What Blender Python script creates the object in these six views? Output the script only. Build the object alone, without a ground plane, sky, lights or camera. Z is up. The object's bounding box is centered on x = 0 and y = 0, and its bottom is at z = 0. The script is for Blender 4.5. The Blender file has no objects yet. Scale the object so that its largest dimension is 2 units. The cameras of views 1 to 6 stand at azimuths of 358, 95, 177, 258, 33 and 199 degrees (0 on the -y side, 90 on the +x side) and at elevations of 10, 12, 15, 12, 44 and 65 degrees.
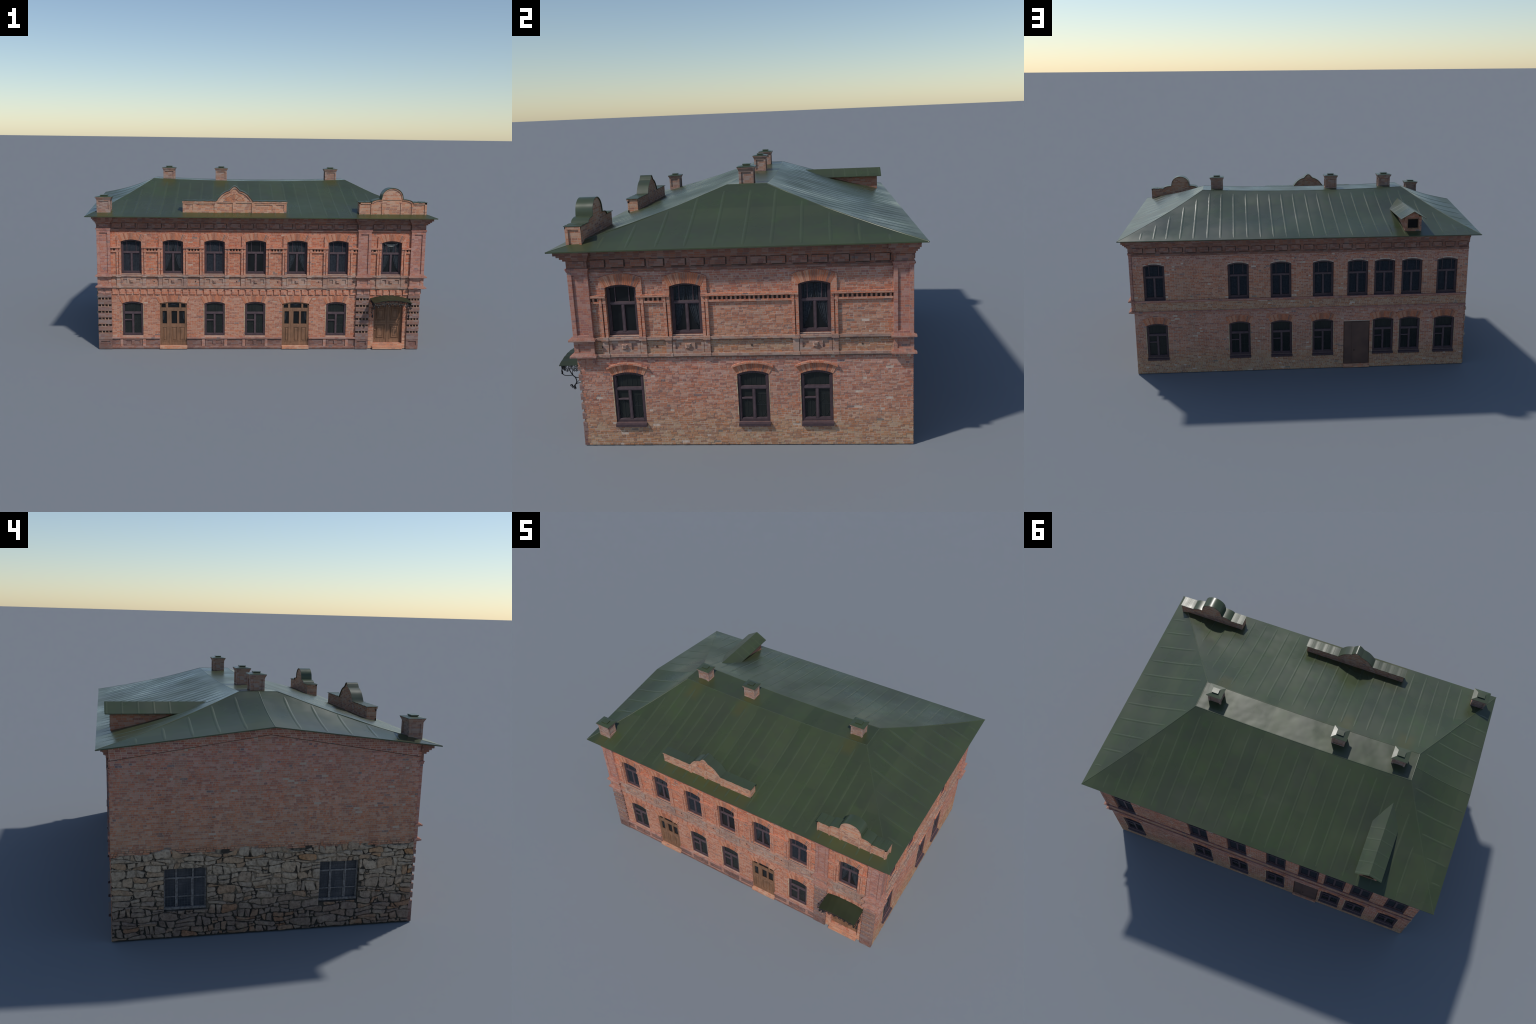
import bpy, bmesh, math, random
from mathutils import Vector, Matrix

rng = random.Random(7)
SC = bpy.context.scene.collection

# ------------------------------------------------------------------ materials
def mat_new(name):
    m = bpy.data.materials.new(name); m.use_nodes = True
    nt = m.node_tree
    return m, nt, nt.nodes["Principled BSDF"]

class NT:
    """small helper for wiring nodes"""
    def __init__(self, nt): self.nt = nt
    def n(self, t, **kw):
        nd = self.nt.nodes.new(t)
        for k, v in kw.items(): setattr(nd, k, v)
        return nd
    def put(self, sock, v):
        if isinstance(v, bpy.types.NodeSocket): self.nt.links.new(v, sock)
        elif isinstance(v, tuple) and len(v) == 3 and sock.type == 'RGBA': sock.default_value = (*v, 1)
        else: sock.default_value = v
    def m(self, op, a, b=0.0, c=None):
        nd = self.n("ShaderNodeMath", operation=op)
        self.put(nd.inputs[0], a); self.put(nd.inputs[1], b)
        if c is not None: self.put(nd.inputs[2], c)
        return nd.outputs[0]
    def mix(self, f, a, b, mode='MIX'):
        nd = self.n("ShaderNodeMix", data_type='RGBA', blend_type=mode)
        self.put(nd.inputs[0], f); self.put(nd.inputs[6], a); self.put(nd.inputs[7], b)
        return nd.outputs[2]
    def mixf(self, f, a, b):
        nd = self.n("ShaderNodeMix", data_type='FLOAT')
        self.put(nd.inputs[0], f); self.put(nd.inputs[2], a); self.put(nd.inputs[3], b)
        return nd.outputs[0]
    def ramp(self, f, stops, interp='LINEAR'):
        nd = self.n("ShaderNodeValToRGB"); cr = nd.color_ramp; cr.interpolation = interp
        while len(cr.elements) < len(stops): cr.elements.new(0.5)
        for e, (p, c) in zip(cr.elements, stops):
            e.position = p; e.color = (*c, 1) if len(c) == 3 else c
        self.put(nd.inputs[0], f); return nd.outputs[0]
    def noise(self, vec, scale, detail=3, rough=0.55):
        nd = self.n("ShaderNodeTexNoise"); self.put(nd.inputs["Vector"], vec)
        nd.inputs["Scale"].default_value = scale; nd.inputs["Detail"].default_value = detail
        nd.inputs["Roughness"].default_value = rough
        return nd.outputs[0]
    def rng(self, v, a, b, c, d):
        nd = self.n("ShaderNodeMapRange"); self.put(nd.inputs[0], v)
        for i, x in enumerate((a, b, c, d)): nd.inputs[i + 1].default_value = x
        return nd.outputs[0]
    def bump(self, h, strength, dist):
        nd = self.n("ShaderNodeBump"); self.put(nd.inputs["Height"], h)
        nd.inputs["Strength"].default_value = strength; nd.inputs["Distance"].default_value = dist
        return nd.outputs[0]
    def geo(self): return self.n("ShaderNodeNewGeometry")
    def sep(self, v):
        nd = self.n("ShaderNodeSeparateXYZ"); self.put(nd.inputs[0], v); return nd.outputs
    def comb(self, x, y, z):
        nd = self.n("ShaderNodeCombineXYZ")
        for i, v in enumerate((x, y, z)): self.put(nd.inputs[i], v)
        return nd.outputs[0]

COURSE = 0.0087     # height of one brick course
BRICK_L = 0.0225

def palette(mean, spread=0.21, warm=0.10):
    r, g, b = mean
    k = lambda f, dr=1, dg=1, db=1: (r * f * dr, g * f * dg, b * f * db)
    return [(0.0, (0.20, 0.17, 0.17)), (0.025, k(1 - spread * 1.45, 1, .95, 1.1)), (0.14, k(1 - spread, .95, 1.02, 1.2)),
            (0.32, k(1 - spread * .35, 1, .9, .85)), (0.5, k(1.0, 1.04, .93, .85)), (0.68, k(1 + spread * .2, 1, 1.12, 1.15)),
            (0.84, k(1 + spread * .35, 1, 1.22, 1.4)), (0.97, k(1 + spread * .45, .95, 1.28, 1.5))]

def brick_material(name, mean, mortar, geometry=False, zones=None, grime=0.35, spread=0.21, streak=0.0):
    """brick work. geometry=True: faces are real bricks (colour per island); else courses drawn by nodes"""
    m, nt, bs = mat_new(name); N = NT(nt)
    g = N.geo(); P = g.outputs["Position"]
    xyz = N.sep(P)
    fine = N.noise(P, 420, 3); mid = N.noise(P, 95, 4); big = N.noise(P, 5.5, 4)
    if geometry:
        rnd = g.outputs["Random Per Island"]
        mort = None
        h = N.m('MULTIPLY', fine, 1.0)
    else:
        nx, ny, nz = [N.m('ABSOLUTE', s) for s in N.sep(g.outputs["True Normal"])[:3]]
        top = N.m('GREATER_THAN', nz, 0.72)
        side = N.m('MULTIPLY', N.m('GREATER_THAN', nx, ny), N.m('SUBTRACT', 1.0, top))
        wob = N.m('MULTIPLY', N.m('SUBTRACT', N.noise(P, 90, 2), 0.5), 0.0016)
        u = N.m('ADD', N.mixf(side, xyz[0], xyz[1]), wob)
        v = N.m('ADD', N.mixf(top, xyz[2], xyz[1]), wob)
        vv = N.m('DIVIDE', v, COURSE); row = N.m('FLOOR', vv); fv = N.m('FRACT', vv)
        wn = N.n("ShaderNodeTexWhiteNoise", noise_dimensions='1D'); N.put(wn.inputs["W"], row)
        uu = N.m('ADD', N.m('DIVIDE', u, BRICK_L), wn.outputs[0])
        col = N.m('FLOOR', uu); fu = N.m('FRACT', uu)
        w2 = N.n("ShaderNodeTexWhiteNoise", noise_dimensions='2D'); N.put(w2.inputs["Vector"], N.comb(col, row, 0.0))
        rnd = w2.outputs[0]
        mort = N.m('MAXIMUM', N.m('LESS_THAN', fu, 0.075), N.m('LESS_THAN', fv, 0.16))
        h = N.m('ADD', N.m('MULTIPLY', N.m('SUBTRACT', 1.0, mort), 1.0), N.m('MULTIPLY', fine, 0.6))
    c = N.ramp(rnd, palette(mean, spread))
    if zones:
        c = N.mix(1.0, c, N.ramp(xyz[2], zones), 'MULTIPLY')
    c = N.mix(N.rng(fine, 0.25, 0.75, 0.30, 0.0), c, tuple(x * 0.42 for x in mean))
    c = N.mix(N.rng(mid, 0.50, 0.74, 0.0, 0.42), c, mortar)
    if mort is not None:
        c = N.mix(N.m('MULTIPLY', mort, 0.85), c, mortar)
    if streak:
        sv = N.noise(N.comb(N.m('MULTIPLY', xyz[0], 16.0), N.m('MULTIPLY', xyz[1], 16.0), N.m('MULTIPLY', xyz[2], 1.6)), 1.0, 3)
        c = N.mix(N.rng(sv, 0.46, 0.70, 0.0, streak), c, (.36, .26, .19))
        c = N.mix(N.rng(sv, 0.44, 0.28, 0.0, streak * .8), c, (.17, .085, .06))
    dirt = N.rng(big, 0.42, 0.72, 0.0, grime)
    c = N.mix(dirt, c, (mean[0] * 0.40, mean[1] * 0.52, mean[2] * 0.62))
    N.put(bs.inputs["Base Color"], c)
    bs.inputs["Roughness"].default_value = 0.9
    bs.inputs["Specular IOR Level"].default_value = 0.2
    N.put(bs.inputs["Normal"], N.bump(h, 0.7, 0.0012))
    return m

def plain_material(name, col, rough=0.6, var=0.25, scale=40, metallic=0.0, spec=0.4, bump=0.0, second=None):
    m, nt, bs = mat_new(name); N = NT(nt)
    P = N.geo().outputs["Position"]
    nz = N.noise(P, scale, 4)
    d = second or tuple(x * (1 - var) for x in col)
    c = N.mix(N.rng(nz, 0.35, 0.68, 0, 1), col, d)
    N.put(bs.inputs["Base Color"], c)
    bs.inputs["Roughness"].default_value = rough; bs.inputs["Metallic"].default_value = metallic
    bs.inputs["Specular IOR Level"].default_value = spec
    if bump: N.put(bs.inputs["Normal"], N.bump(N.noise(P, scale * 3, 3), bump, 0.002))
    return m

MORTAR = (0.56, 0.41, 0.32)
MORTAR_S = (0.58, 0.46, 0.37)
ZF = [(0.0, (1, 1, 1)), (0.07, (.88, 1.0, 1.0)), (0.30, (.92, 1.06, 1.1)), (0.335, (.98, .98, .95)), (0.36, (.98, .98, .95)),
      (0.375, (.80, 1.12, 1.3)), (0.43, (.80, 1.12, 1.3)), (0.445, (1.0, .98, .9)), (0.60, (1.08, .97, .85)), (0.69, (1.0, .93, .85))]
ZS = [(0.0, (.84, 1.14, 1.0)), (0.09, (.88, 1.10, .98)), (0.16, (.95, 1.0, 1.0)), (0.30, (.98, 1.0, 1.1)), (0.362, (.92, .98, 1.15)),
      (0.372, (.85, 1.06, .95)), (0.43, (.85, 1.04, .95)), (0.46, (.95, 1.0, .95)), (0.60, (1.0, .97, .95)), (0.71, (.84, .93, 1.2))]
ZL = [(0.0, (.85, 1.1, 1.0)), (0.40, (.85, 1.0, .95)), (0.55, (.95, 1.0, 1.0)), (0.75, (.92, .98, 1.2)), (0.85, (.85, .95, 1.15))]
BR = (0.60, 0.215, 0.115)
M_FRONT = brick_material("brick_front", (0.58, 0.198, 0.115), MORTAR, True, ZF, 0.22)
M_SIDE = brick_material("brick_side", (0.57, 0.225, 0.137), MORTAR_S, True, ZS, 0.25, streak=0.20)
M_PARTY = brick_material("brick_party_wall", (0.60, 0.232, 0.142), MORTAR_S, True, ZL, 0.22, streak=0.34)
M_TRIM = brick_material("brick_trim", (0.60, 0.212, 0.122), MORTAR, False, None, 0.25, spread=0.22)
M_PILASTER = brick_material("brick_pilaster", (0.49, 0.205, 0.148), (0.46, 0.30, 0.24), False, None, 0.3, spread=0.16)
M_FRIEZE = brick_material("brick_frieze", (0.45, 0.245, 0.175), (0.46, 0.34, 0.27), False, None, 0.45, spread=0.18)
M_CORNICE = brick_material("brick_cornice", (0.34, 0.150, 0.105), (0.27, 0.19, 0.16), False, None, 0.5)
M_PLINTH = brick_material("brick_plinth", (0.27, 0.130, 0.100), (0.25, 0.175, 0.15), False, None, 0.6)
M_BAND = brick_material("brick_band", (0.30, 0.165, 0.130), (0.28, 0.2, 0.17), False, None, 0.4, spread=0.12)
M_STACK = brick_material("brick_stack", (0.40, 0.230, 0.172), (0.42, 0.29, 0.23), False, None, 0.4, spread=0.18)
M_PARAPET = brick_material("brick_parapet", (0.57, 0.262, 0.158), (0.54, 0.40, 0.30), False, None, 0.25)
M_ARCH = brick_material("brick_arch", (0.57, 0.205, 0.110), MORTAR, True, None, 0.2, spread=0.34)
M_STEP = brick_material("brick_step", (0.66, 0.28, 0.16), (0.52, 0.38, 0.28), False, None, 0.2)
M_MORTAR = plain_material("mortar", (0.60, 0.47, 0.39), 0.95, second=(0.46, 0.34, 0.26), scale=60, bump=0.4, spec=0.1)
M_MORTAR_F = plain_material('mortar_front', (0.54, 0.385, 0.30), 0.95, second=(0.42, 0.29, 0.22), scale=60, bump=0.4, spec=0.1)
M_NICHE = plain_material("niche_soot", (0.10, 0.070, 0.058), 0.95, scale=80, spec=0.1)  # dark brown used for the niche backs and for the thin dark strips under the mouldings
M_POST = plain_material("niche_post", (0.46, 0.27, 0.18), 0.9, scale=120, second=(0.22, 0.15, 0.11), spec=0.2)
M_FRAME = plain_material("frame_paint", (0.078, 0.047, 0.053), 0.55, scale=60, second=(0.055, 0.034, 0.040))
M_SASH = plain_material("sash_paint", (0.105, 0.070, 0.080), 0.5, scale=60, second=(0.072, 0.048, 0.056))
M_CREAM = plain_material("caulking", (0.55, 0.44, 0.29), 0.8, scale=90, second=(0.36, 0.25, 0.16))
M_WOOD = None
M_IRON = plain_material("wrought_iron", (0.012, 0.013, 0.016), 0.5, scale=60)
M_STEEL = plain_material("steel_door", (0.135, 0.074, 0.056), 0.6, scale=14, second=(0.090, 0.050, 0.042), bump=0.15)
M_DARK = plain_material("dark_gap", (0.02, 0.017, 0.017), 0.9, spec=0.1)
M_OLD = plain_material("weathered_wood", (0.25, 0.235, 0.23), 0.85, scale=110, second=(0.11, 0.098, 0.095), spec=0.2)
M_CLOTH = plain_material("curtain_cloth", (0.028, 0.034, 0.044), 0.8, scale=120, second=(0.015, 0.018, 0.025), spec=0.2)
M_CLOTH_L = plain_material("curtain_swag", (0.042, 0.050, 0.060), 0.8, scale=160, second=(0.016, 0.020, 0.025), spec=0.2)
M_LACE = plain_material("valance_cloth", (0.24, 0.24, 0.22), 0.9, scale=150, second=(0.15, 0.155, 0.15), spec=0.2)
M_GRILLE = plain_material("window_grille", (0.034, 0.041, 0.042), 0.7, scale=60)

def pane_material(name, a, b):
    m, nt, bs = mat_new(name); N = NT(nt)
    P = N.geo().outputs["Position"]
    c = N.mix(N.rng(N.noise(P, 22, 3), 0.35, 0.7, 0, 1), a, b)
    N.put(bs.inputs["Base Color"], c)
    bs.inputs["Roughness"].default_value = 0.22; bs.inputs["Specular IOR Level"].default_value = 0.28
    return m
M_PANE = pane_material("window_glass", (0.0085, 0.0095, 0.0105), (0.0125, 0.0145, 0.0165))
M_PANE_LOW = pane_material("window_glass_dim", (0.016, 0.019, 0.018), (0.022, 0.025, 0.024))
M_PANE_OLD = pane_material("window_glass_dusty", (0.030, 0.036, 0.046), (0.085, 0.085, 0.095))

def wood_material():
    m, nt, bs = mat_new("door_wood"); N = NT(nt)
    P = N.geo().outputs["Position"]; s = N.sep(P)
    v = N.comb(N.m('MULTIPLY', s[0], 180.0), N.m('MULTIPLY', s[1], 180.0), N.m('MULTIPLY', s[2], 14.0))
    grain = N.noise(v, 1.0, 4); big = N.noise(P, 25, 3)
    c = N.mix(N.rng(grain, 0.3, 0.7, 0, 1), (0.290, 0.148, 0.080), (0.165, 0.082, 0.046))
    c = N.mix(N.rng(big, 0.4, 0.75, 0, 0.5), c, (0.08, 0.046, 0.026))
    N.put(bs.inputs["Base Color"], c); bs.inputs["Roughness"].default_value = 0.6
    N.put(bs.inputs["Normal"], N.bump(grain, 0.2, 0.001))
    return m
M_WOOD = wood_material()

def roof_material(name, base, dark, lite, panels=True, rough=0.36):
    m, nt, bs = mat_new(name); N = NT(nt)
    P = N.geo().outputs["Position"]; s = N.sep(P)
    big = N.noise(P, 4.2, 3); mid = N.noise(P, 13, 2)
    streak = N.noise(N.comb(N.m('MULTIPLY', s[0], 60.0), N.m('MULTIPLY', s[1], 8.0), s[2]), 1.0, 3)
    c = N.mix(N.rng(big, 0.38, 0.66, 0, 1), base, dark)
    c = N.mix(N.rng(mid, 0.55, 0.78, 0, 0.45), c, lite)
    c = N.mix(N.rng(streak, 0.5, 0.8, 0, 0.25), c, dark)
    if panels:
        cell = N.m('FLOOR', N.m('DIVIDE', s[0], 0.072))
        half = N.m('GREATER_THAN', N.m('ABSOLUTE', N.m('SUBTRACT', s[1], 0.03)), 0.425)
        wn = N.n("ShaderNodeTexWhiteNoise", noise_dimensions='2D'); N.put(wn.inputs["Vector"], N.comb(cell, half, 0.0))
        c = N.mix(1.0, c, N.ramp(wn.outputs[0], [(0, (.88, .9, .9)), (1, (1.1, 1.08, 1.06))]), 'MULTIPLY')
        # olive tint where masonry stands on the sheet
        olive_mask = None
        for (x0, x1, y0, y1) in ((-.47, .15, -.72, -.50), (.545, .96, -.72, -.50), (-.95, -.85, -.68, -.53), (-.63, -.53, -.16, .03), (-.29, -.20, -.16, .03), (.42, .52, -.14, .03)):
            dx = N.m('SUBTRACT', N.m('ABSOLUTE', N.m('SUBTRACT', s[0], (x0 + x1) / 2)), (x1 - x0) / 2)
            dy = N.m('SUBTRACT', N.m('ABSOLUTE', N.m('SUBTRACT', s[1], (y0 + y1) / 2)), (y1 - y0) / 2)
            k = N.rng(N.m('MAXIMUM', dx, dy), -0.03, 0.01, 1.0, 0.0)
            olive_mask = k if olive_mask is None else N.m('MAXIMUM', olive_mask, k)
        c = N.mix(N.m('MULTIPLY', olive_mask, 0.5), c, (base[0] * 1.45, base[1] * 1.02, base[2] * 0.62))
    N.put(bs.inputs["Base Color"], c)
    N.put(bs.inputs["Roughness"], N.rng(N.noise(P, 3.6, 3), 0.33, 0.67, rough - 0.12, rough + 0.07))
    bs.inputs["Specular IOR Level"].default_value = 0.52
    h = N.noise(P, 7, 2)
    N.put(bs.inputs["Normal"], N.bump(h, 0.20, 0.010))
    return m
M_ROOF = roof_material("painted_roof_sheet", (0.052, 0.069, 0.031), (0.047, 0.057, 0.032), (0.049, 0.084, 0.025), rough=0.33)
M_SEAM = roof_material("roof_seam_sheet", (0.058, 0.076, 0.036), (0.052, 0.064, 0.034), (0.056, 0.086, 0.030), False, 0.33)
M_COPING = roof_material("coping_sheet", (0.052, 0.071, 0.036), (0.046, 0.058, 0.034), (0.052, 0.082, 0.03), False, 0.40)
M_CANOPY = roof_material("canopy_sheet_paint", (0.024, 0.034, 0.013), (0.017, 0.022, 0.011), (0.034, 0.046, 0.02), False, 0.62)

def stone_material():
    m, nt, bs = mat_new("rubble_stone"); N = NT(nt)
    oi = N.n("ShaderNodeObjectInfo"); g = N.geo(); P = g.outputs["Position"]; z = N.sep(P)[2]
    r = oi.outputs["Random"]
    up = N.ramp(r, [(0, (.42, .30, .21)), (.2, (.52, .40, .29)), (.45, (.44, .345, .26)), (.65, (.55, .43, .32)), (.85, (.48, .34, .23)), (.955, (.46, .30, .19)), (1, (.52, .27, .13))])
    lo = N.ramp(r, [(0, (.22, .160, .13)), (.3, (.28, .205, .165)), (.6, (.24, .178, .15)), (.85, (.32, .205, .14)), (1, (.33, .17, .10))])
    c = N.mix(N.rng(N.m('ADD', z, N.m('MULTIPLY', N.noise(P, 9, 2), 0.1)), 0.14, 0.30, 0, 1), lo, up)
    n1 = N.noise(P, 90, 5, .65); n2 = N.noise(P, 26, 3)
    c = N.mix(N.rng(n1, 0.42, 0.72, 0, 0.7), c, (.09, .062, .045))
    c = N.mix(N.rng(n2, 0.5, 0.75, 0, 0.4), c, (.46, .38, .28))
    N.put(bs.inputs["Base Color"], c); bs.inputs["Roughness"].default_value = 0.95
    bs.inputs["Specular IOR Level"].default_value = 0.15
    N.put(bs.inputs["Normal"], N.bump(N.m('ADD', n1, N.m('MULTIPLY', n2, 1.5)), 1.0, 0.006))
    return m
M_STONE = stone_material()

def bed_material():
    m, nt, bs = mat_new("stone_bedding"); N = NT(nt)
    P = N.geo().outputs["Position"]; z = N.sep(P)[2]
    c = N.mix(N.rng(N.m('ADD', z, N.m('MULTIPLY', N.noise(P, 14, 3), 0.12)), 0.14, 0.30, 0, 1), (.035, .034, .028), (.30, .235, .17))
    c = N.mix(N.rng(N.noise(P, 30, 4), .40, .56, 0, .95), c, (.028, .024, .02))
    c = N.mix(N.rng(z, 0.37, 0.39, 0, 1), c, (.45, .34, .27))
    N.put(bs.inputs["Base Color"], c); bs.inputs["Roughness"].default_value = 1.0
    N.put(bs.inputs["Normal"], N.bump(N.noise(P, 110, 3), 0.6, 0.003))
    return m
M_BED = bed_material()

# ------------------------------------------------------------------ object helpers
root = bpy.data.objects.new("brick_house", None); SC.objects.link(root)
root["label"] = "two-storey red brick town house with green metal hip roof"
root["category"] = "house"

def add(name, mesh, parent=root, mats=(), mw=None, stuff=False):
    ob = bpy.data.objects.new(name, mesh); SC.objects.link(ob); ob.parent = parent
    for m in mats:
        if m.name not in [x.name for x in mesh.materials if x]: mesh.materials.append(m)
    if mw is not None: ob.matrix_world = mw; ob.matrix_parent_inverse = Matrix(); ob.matrix_basis = mw
    if stuff: ob["kind"] = "stuff"
    return ob

class MB:
    """collects polygons, in the frame of a wall (u to the right as seen, z up, d outward) or in world axes"""
    def __init__(self, T=None): self.v = []; self.f = []; self.mi = []; self.T = T; self.cur = 0
    def vert(self, p):
        self.v.append(self.T(*p) if self.T else tuple(p)); return len(self.v) - 1
    def face(self, ids): self.f.append(ids); self.mi.append(self.cur)
    def box(self, u0, u1, z0, z1, d0, d1):
        """frame order (u, z, d)"""
        i = [self.vert((u, z, d)) for d in (d0, d1) for z in (z0, z1) for u in (u0, u1)]
        for q in ((0, 2, 3, 1), (4, 5, 7, 6), (0, 1, 5, 4), (2, 6, 7, 3), (0, 4, 6, 2), (1, 3, 7, 5)):
            self.face([i[k] for k in q])
    def frustum(self, u0, u1, z0, z1, d0, d1, inset):
        a = [self.vert(p) for p in ((u0, z0, d0), (u1, z0, d0), (u1, z1, d0), (u0, z1, d0))]
        b = [self.vert(p) for p in ((u0 + inset, z0 + inset, d1), (u1 - inset, z0 + inset, d1), (u1 - inset, z1 - inset, d1), (u0 + inset, z1 - inset, d1))]
        self.face(a[::-1]); self.face(b)
        for k in range(4): self.face([a[k], a[(k + 1) % 4], b[(k + 1) % 4], b[k]])
    def prism(self, outline, d0, d1):
        """outline: (u, z) points"""
        a = [self.vert((u, z, d0)) for u, z in outline]; b = [self.vert((u, z, d1)) for u, z in outline]
        n = len(a); self.face(a[::-1]); self.face(b)
        for k in range(n): self.face([a[k], a[(k + 1) % n], b[(k + 1) % n], b[k]])
    def strip(self, lower, upper, d0, d1):
        """solid between two polylines of equal length"""
        for k in range(len(lower) - 1):
            self.prism([lower[k], lower[k + 1], upper[k + 1], upper[k]], d0, d1)
    def mesh(self, name, fix=True, smooth=None, bevel=0.0):
        me = bpy.data.meshes.new(name); me.from_pydata(self.v, [], self.f)
        me.polygons.foreach_set("material_index", self.mi)
        if fix or bevel:
            bm = bmesh.new(); bm.from_mesh(me)
            if bevel:
                es = [e for e in bm.edges if len(e.link_faces) == 2 and e.calc_face_angle(0) > 0.6]
                bmesh.ops.bevel(bm, geom=es, offset=bevel, segments=1, affect='EDGES', clamp_overlap=True)
            if fix: bmesh.ops.recalc_face_normals(bm, faces=bm.faces)
            bm.to_mesh(me); bm.free()
        if smooth is not None:
            me.polygons.foreach_set("use_smooth", [True] * len(me.polygons)); me.set_sharp_from_angle(angle=math.radians(smooth))
        me.update(); return me

FY, RX, BY, LX = -0.594, 0.934, 0.6635, -0.946
WALL = {
    'F': lambda u, z, d: (u, FY - d, z),
    'R': lambda u, z, d: (RX + d, u, z),
    'B': lambda u, z, d: (-u, BY + d, z),
    'L': lambda u, z, d: (LX - d, -u, z),
}
WM = {'F': Matrix.Translation((0, FY, 0)), 'R': Matrix.Translation((RX, 0, 0)) @ Matrix.Rotation(math.pi / 2, 4, 'Z'),
      'B': Matrix.Translation((0, BY, 0)) @ Matrix.Rotation(math.pi, 4, 'Z'), 'L': Matrix.Translation((LX, 0, 0)) @ Matrix.Rotation(-math.pi / 2, 4, 'Z')}
LOCAL = lambda u, z, d: (u, -d, z)      # the frame used inside shared window and door meshes

def arc_z(u, uc, w, zs, zc):
    """height of a segmental arch of width w at u"""
    s = zc - zs; R = (w * w / 4 + s * s) / (2 * s); cz = zc - R
    return cz + math.sqrt(max(R * R - (u - uc) ** 2, 0))

def arched(uc, w, z0, zs, zc, n=12):
    pts = [(uc - w / 2, z0), (uc + w / 2, z0)]
    for k in range(n + 1):
        u = uc + w / 2 - w * k / n
        pts.append((u, arc_z(u, uc, w, zs, zc)))
    return pts

# ------------------------------------------------------------------ openings
UP = dict(w=0.117, z0=0.4467, zs=0.634, zc=0.646)
LOW = dict(w=0.119, z0=0.0775, zs=0.2695, zc=0.282)
front_up = [-0.7514, -0.5126, -0.2734, -0.0353, 0.2047, 0.4433, 0.7555]
front_low = [-0.7483, -0.2726, -0.0353, 0.442]
front_doors = [-0.5125, 0.2027]
right_up = [-0.4133, -0.1707, 0.3066]
right_low = [-0.413, 0.0665, 0.3065]
back_up = [-x for x in (0.8158, 0.3504, 0.113, -0.1246, -0.3198, -0.4726, -0.6277, -0.829)]
back_low = [-x for x in (0.8133, 0.3487, 0.112, -0.1246, -0.472, -0.6256, -0.8265)]
BDOOR = 0.3195
DOOR = dict(w=0.157, z0=0.018, zs=0.2695, zc=0.2805)
BIG = dict(w=0.172, z0=0.0315, zs=0.262, zc=0.2745); BIGX = 0.753
BUP = dict(w=0.117, z0=0.4395, zs=0.6345, zc=0.6465)
BLOW = dict(w=0.119, z0=0.0965, zs=0.288, zc=0.301)
RUP = dict(UP); RLOW = dict(w=0.119, z0=0.0945, zs=0.2865, zc=0.2998)
LWIN = [(-0.3725, 0.171, 0.1155, 0.2925), (0.2695, 0.171, 0.1155, 0.2925)]   # u centre, width, z0, z1

holes = {'F': [], 'R': [], 'B': [], 'L': []}
for c in front_up: holes['F'].append((c, UP))
for c in front_low: holes['F'].append((c, LOW))
for c in front_doors: holes['F'].append((c, DOOR))
holes['F'].append((BIGX, BIG))
for c in right_up: holes['R'].append((c, RUP))
for c in right_low: holes['R'].append((c, RLOW))
for c in back_up: holes['B'].append((c, BUP))
for c in back_low: holes['B'].append((c, BLOW))
holes['B'].append((BDOOR, dict(w=0.150, z0=0.02, zs=0.2825, zc=0.283)))
for c, w, a, b in LWIN: holes['L'].append((c, dict(w=w, z0=a, zs=b - 0.0005, zc=b)))

MD = -0.0006    # mortar bed lies behind the brick faces
def gable_top(u): return 0.790 + (0.868 - 0.790) * (1 - min(1, abs(u + 0.0385) / 0.64))

def build_wall(side, u0, u1, mats):
    T = WALL[side]; mb = MB(T)
    if side == 'L':
        mb.prism([(u0, 0), (u1, 0), (u1, gable_top(u1)), (-0.0385, 0.868), (u0, gable_top(u0))], -0.03, MD)
    else:
        mb.box(u0, u1, 0, 0.792, -0.03, MD)
    base = bpy.data.objects.new("tmp_wall", mb.mesh("tmp")); SC.objects.link(base)
    cb = MB(T)
    for c, o in holes[side]: cb.prism(arched(c, o['w'], o['z0'], o['zs'], o['zc']), -0.05, 0.02)
    cut = bpy.data.objects.new("tmp_cut", cb.mesh("tmpc")); SC.objects.link(cut)
    md = base.modifiers.new("b", 'BOOLEAN'); md.operation = 'DIFFERENCE'; md.object = cut; md.solver = 'EXACT'
    dg = bpy.context.evaluated_depsgraph_get()
    me = bpy.data.meshes.new_from_object(base.evaluated_get(dg)); me.name = "wall"
    bpy.data.objects.remove(base); bpy.data.objects.remove(cut)
    me.materials.clear()
    ax = 1 if side in 'FB' else 0
    for p in me.polygons: p.material_index = 1 if side != 'L' and abs(p.normal[ax]) < .5 else 0
    return add("wall", me, root, mats if side == 'L' else mats + [M_TRIM])

wall_f = build_wall('F', -0.940, 0.933, [M_MORTAR_F])
wall_r = build_wall('R', -0.5925, 0.662, [M_MORTAR])
wall_b = build_wall('B', -0.933, 0.940, [M_MORTAR])
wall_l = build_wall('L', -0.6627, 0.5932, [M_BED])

# ------------------------------------------------------------------ real bricks laid in courses
def subtract(ivs, a, b):
    out = []
    for p, q in ivs:
        if b <= p or a >= q: out.append((p, q)); continue
        if a > p: out.append((p, a))
        if b < q: out.append((b, q))
    return out

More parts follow.
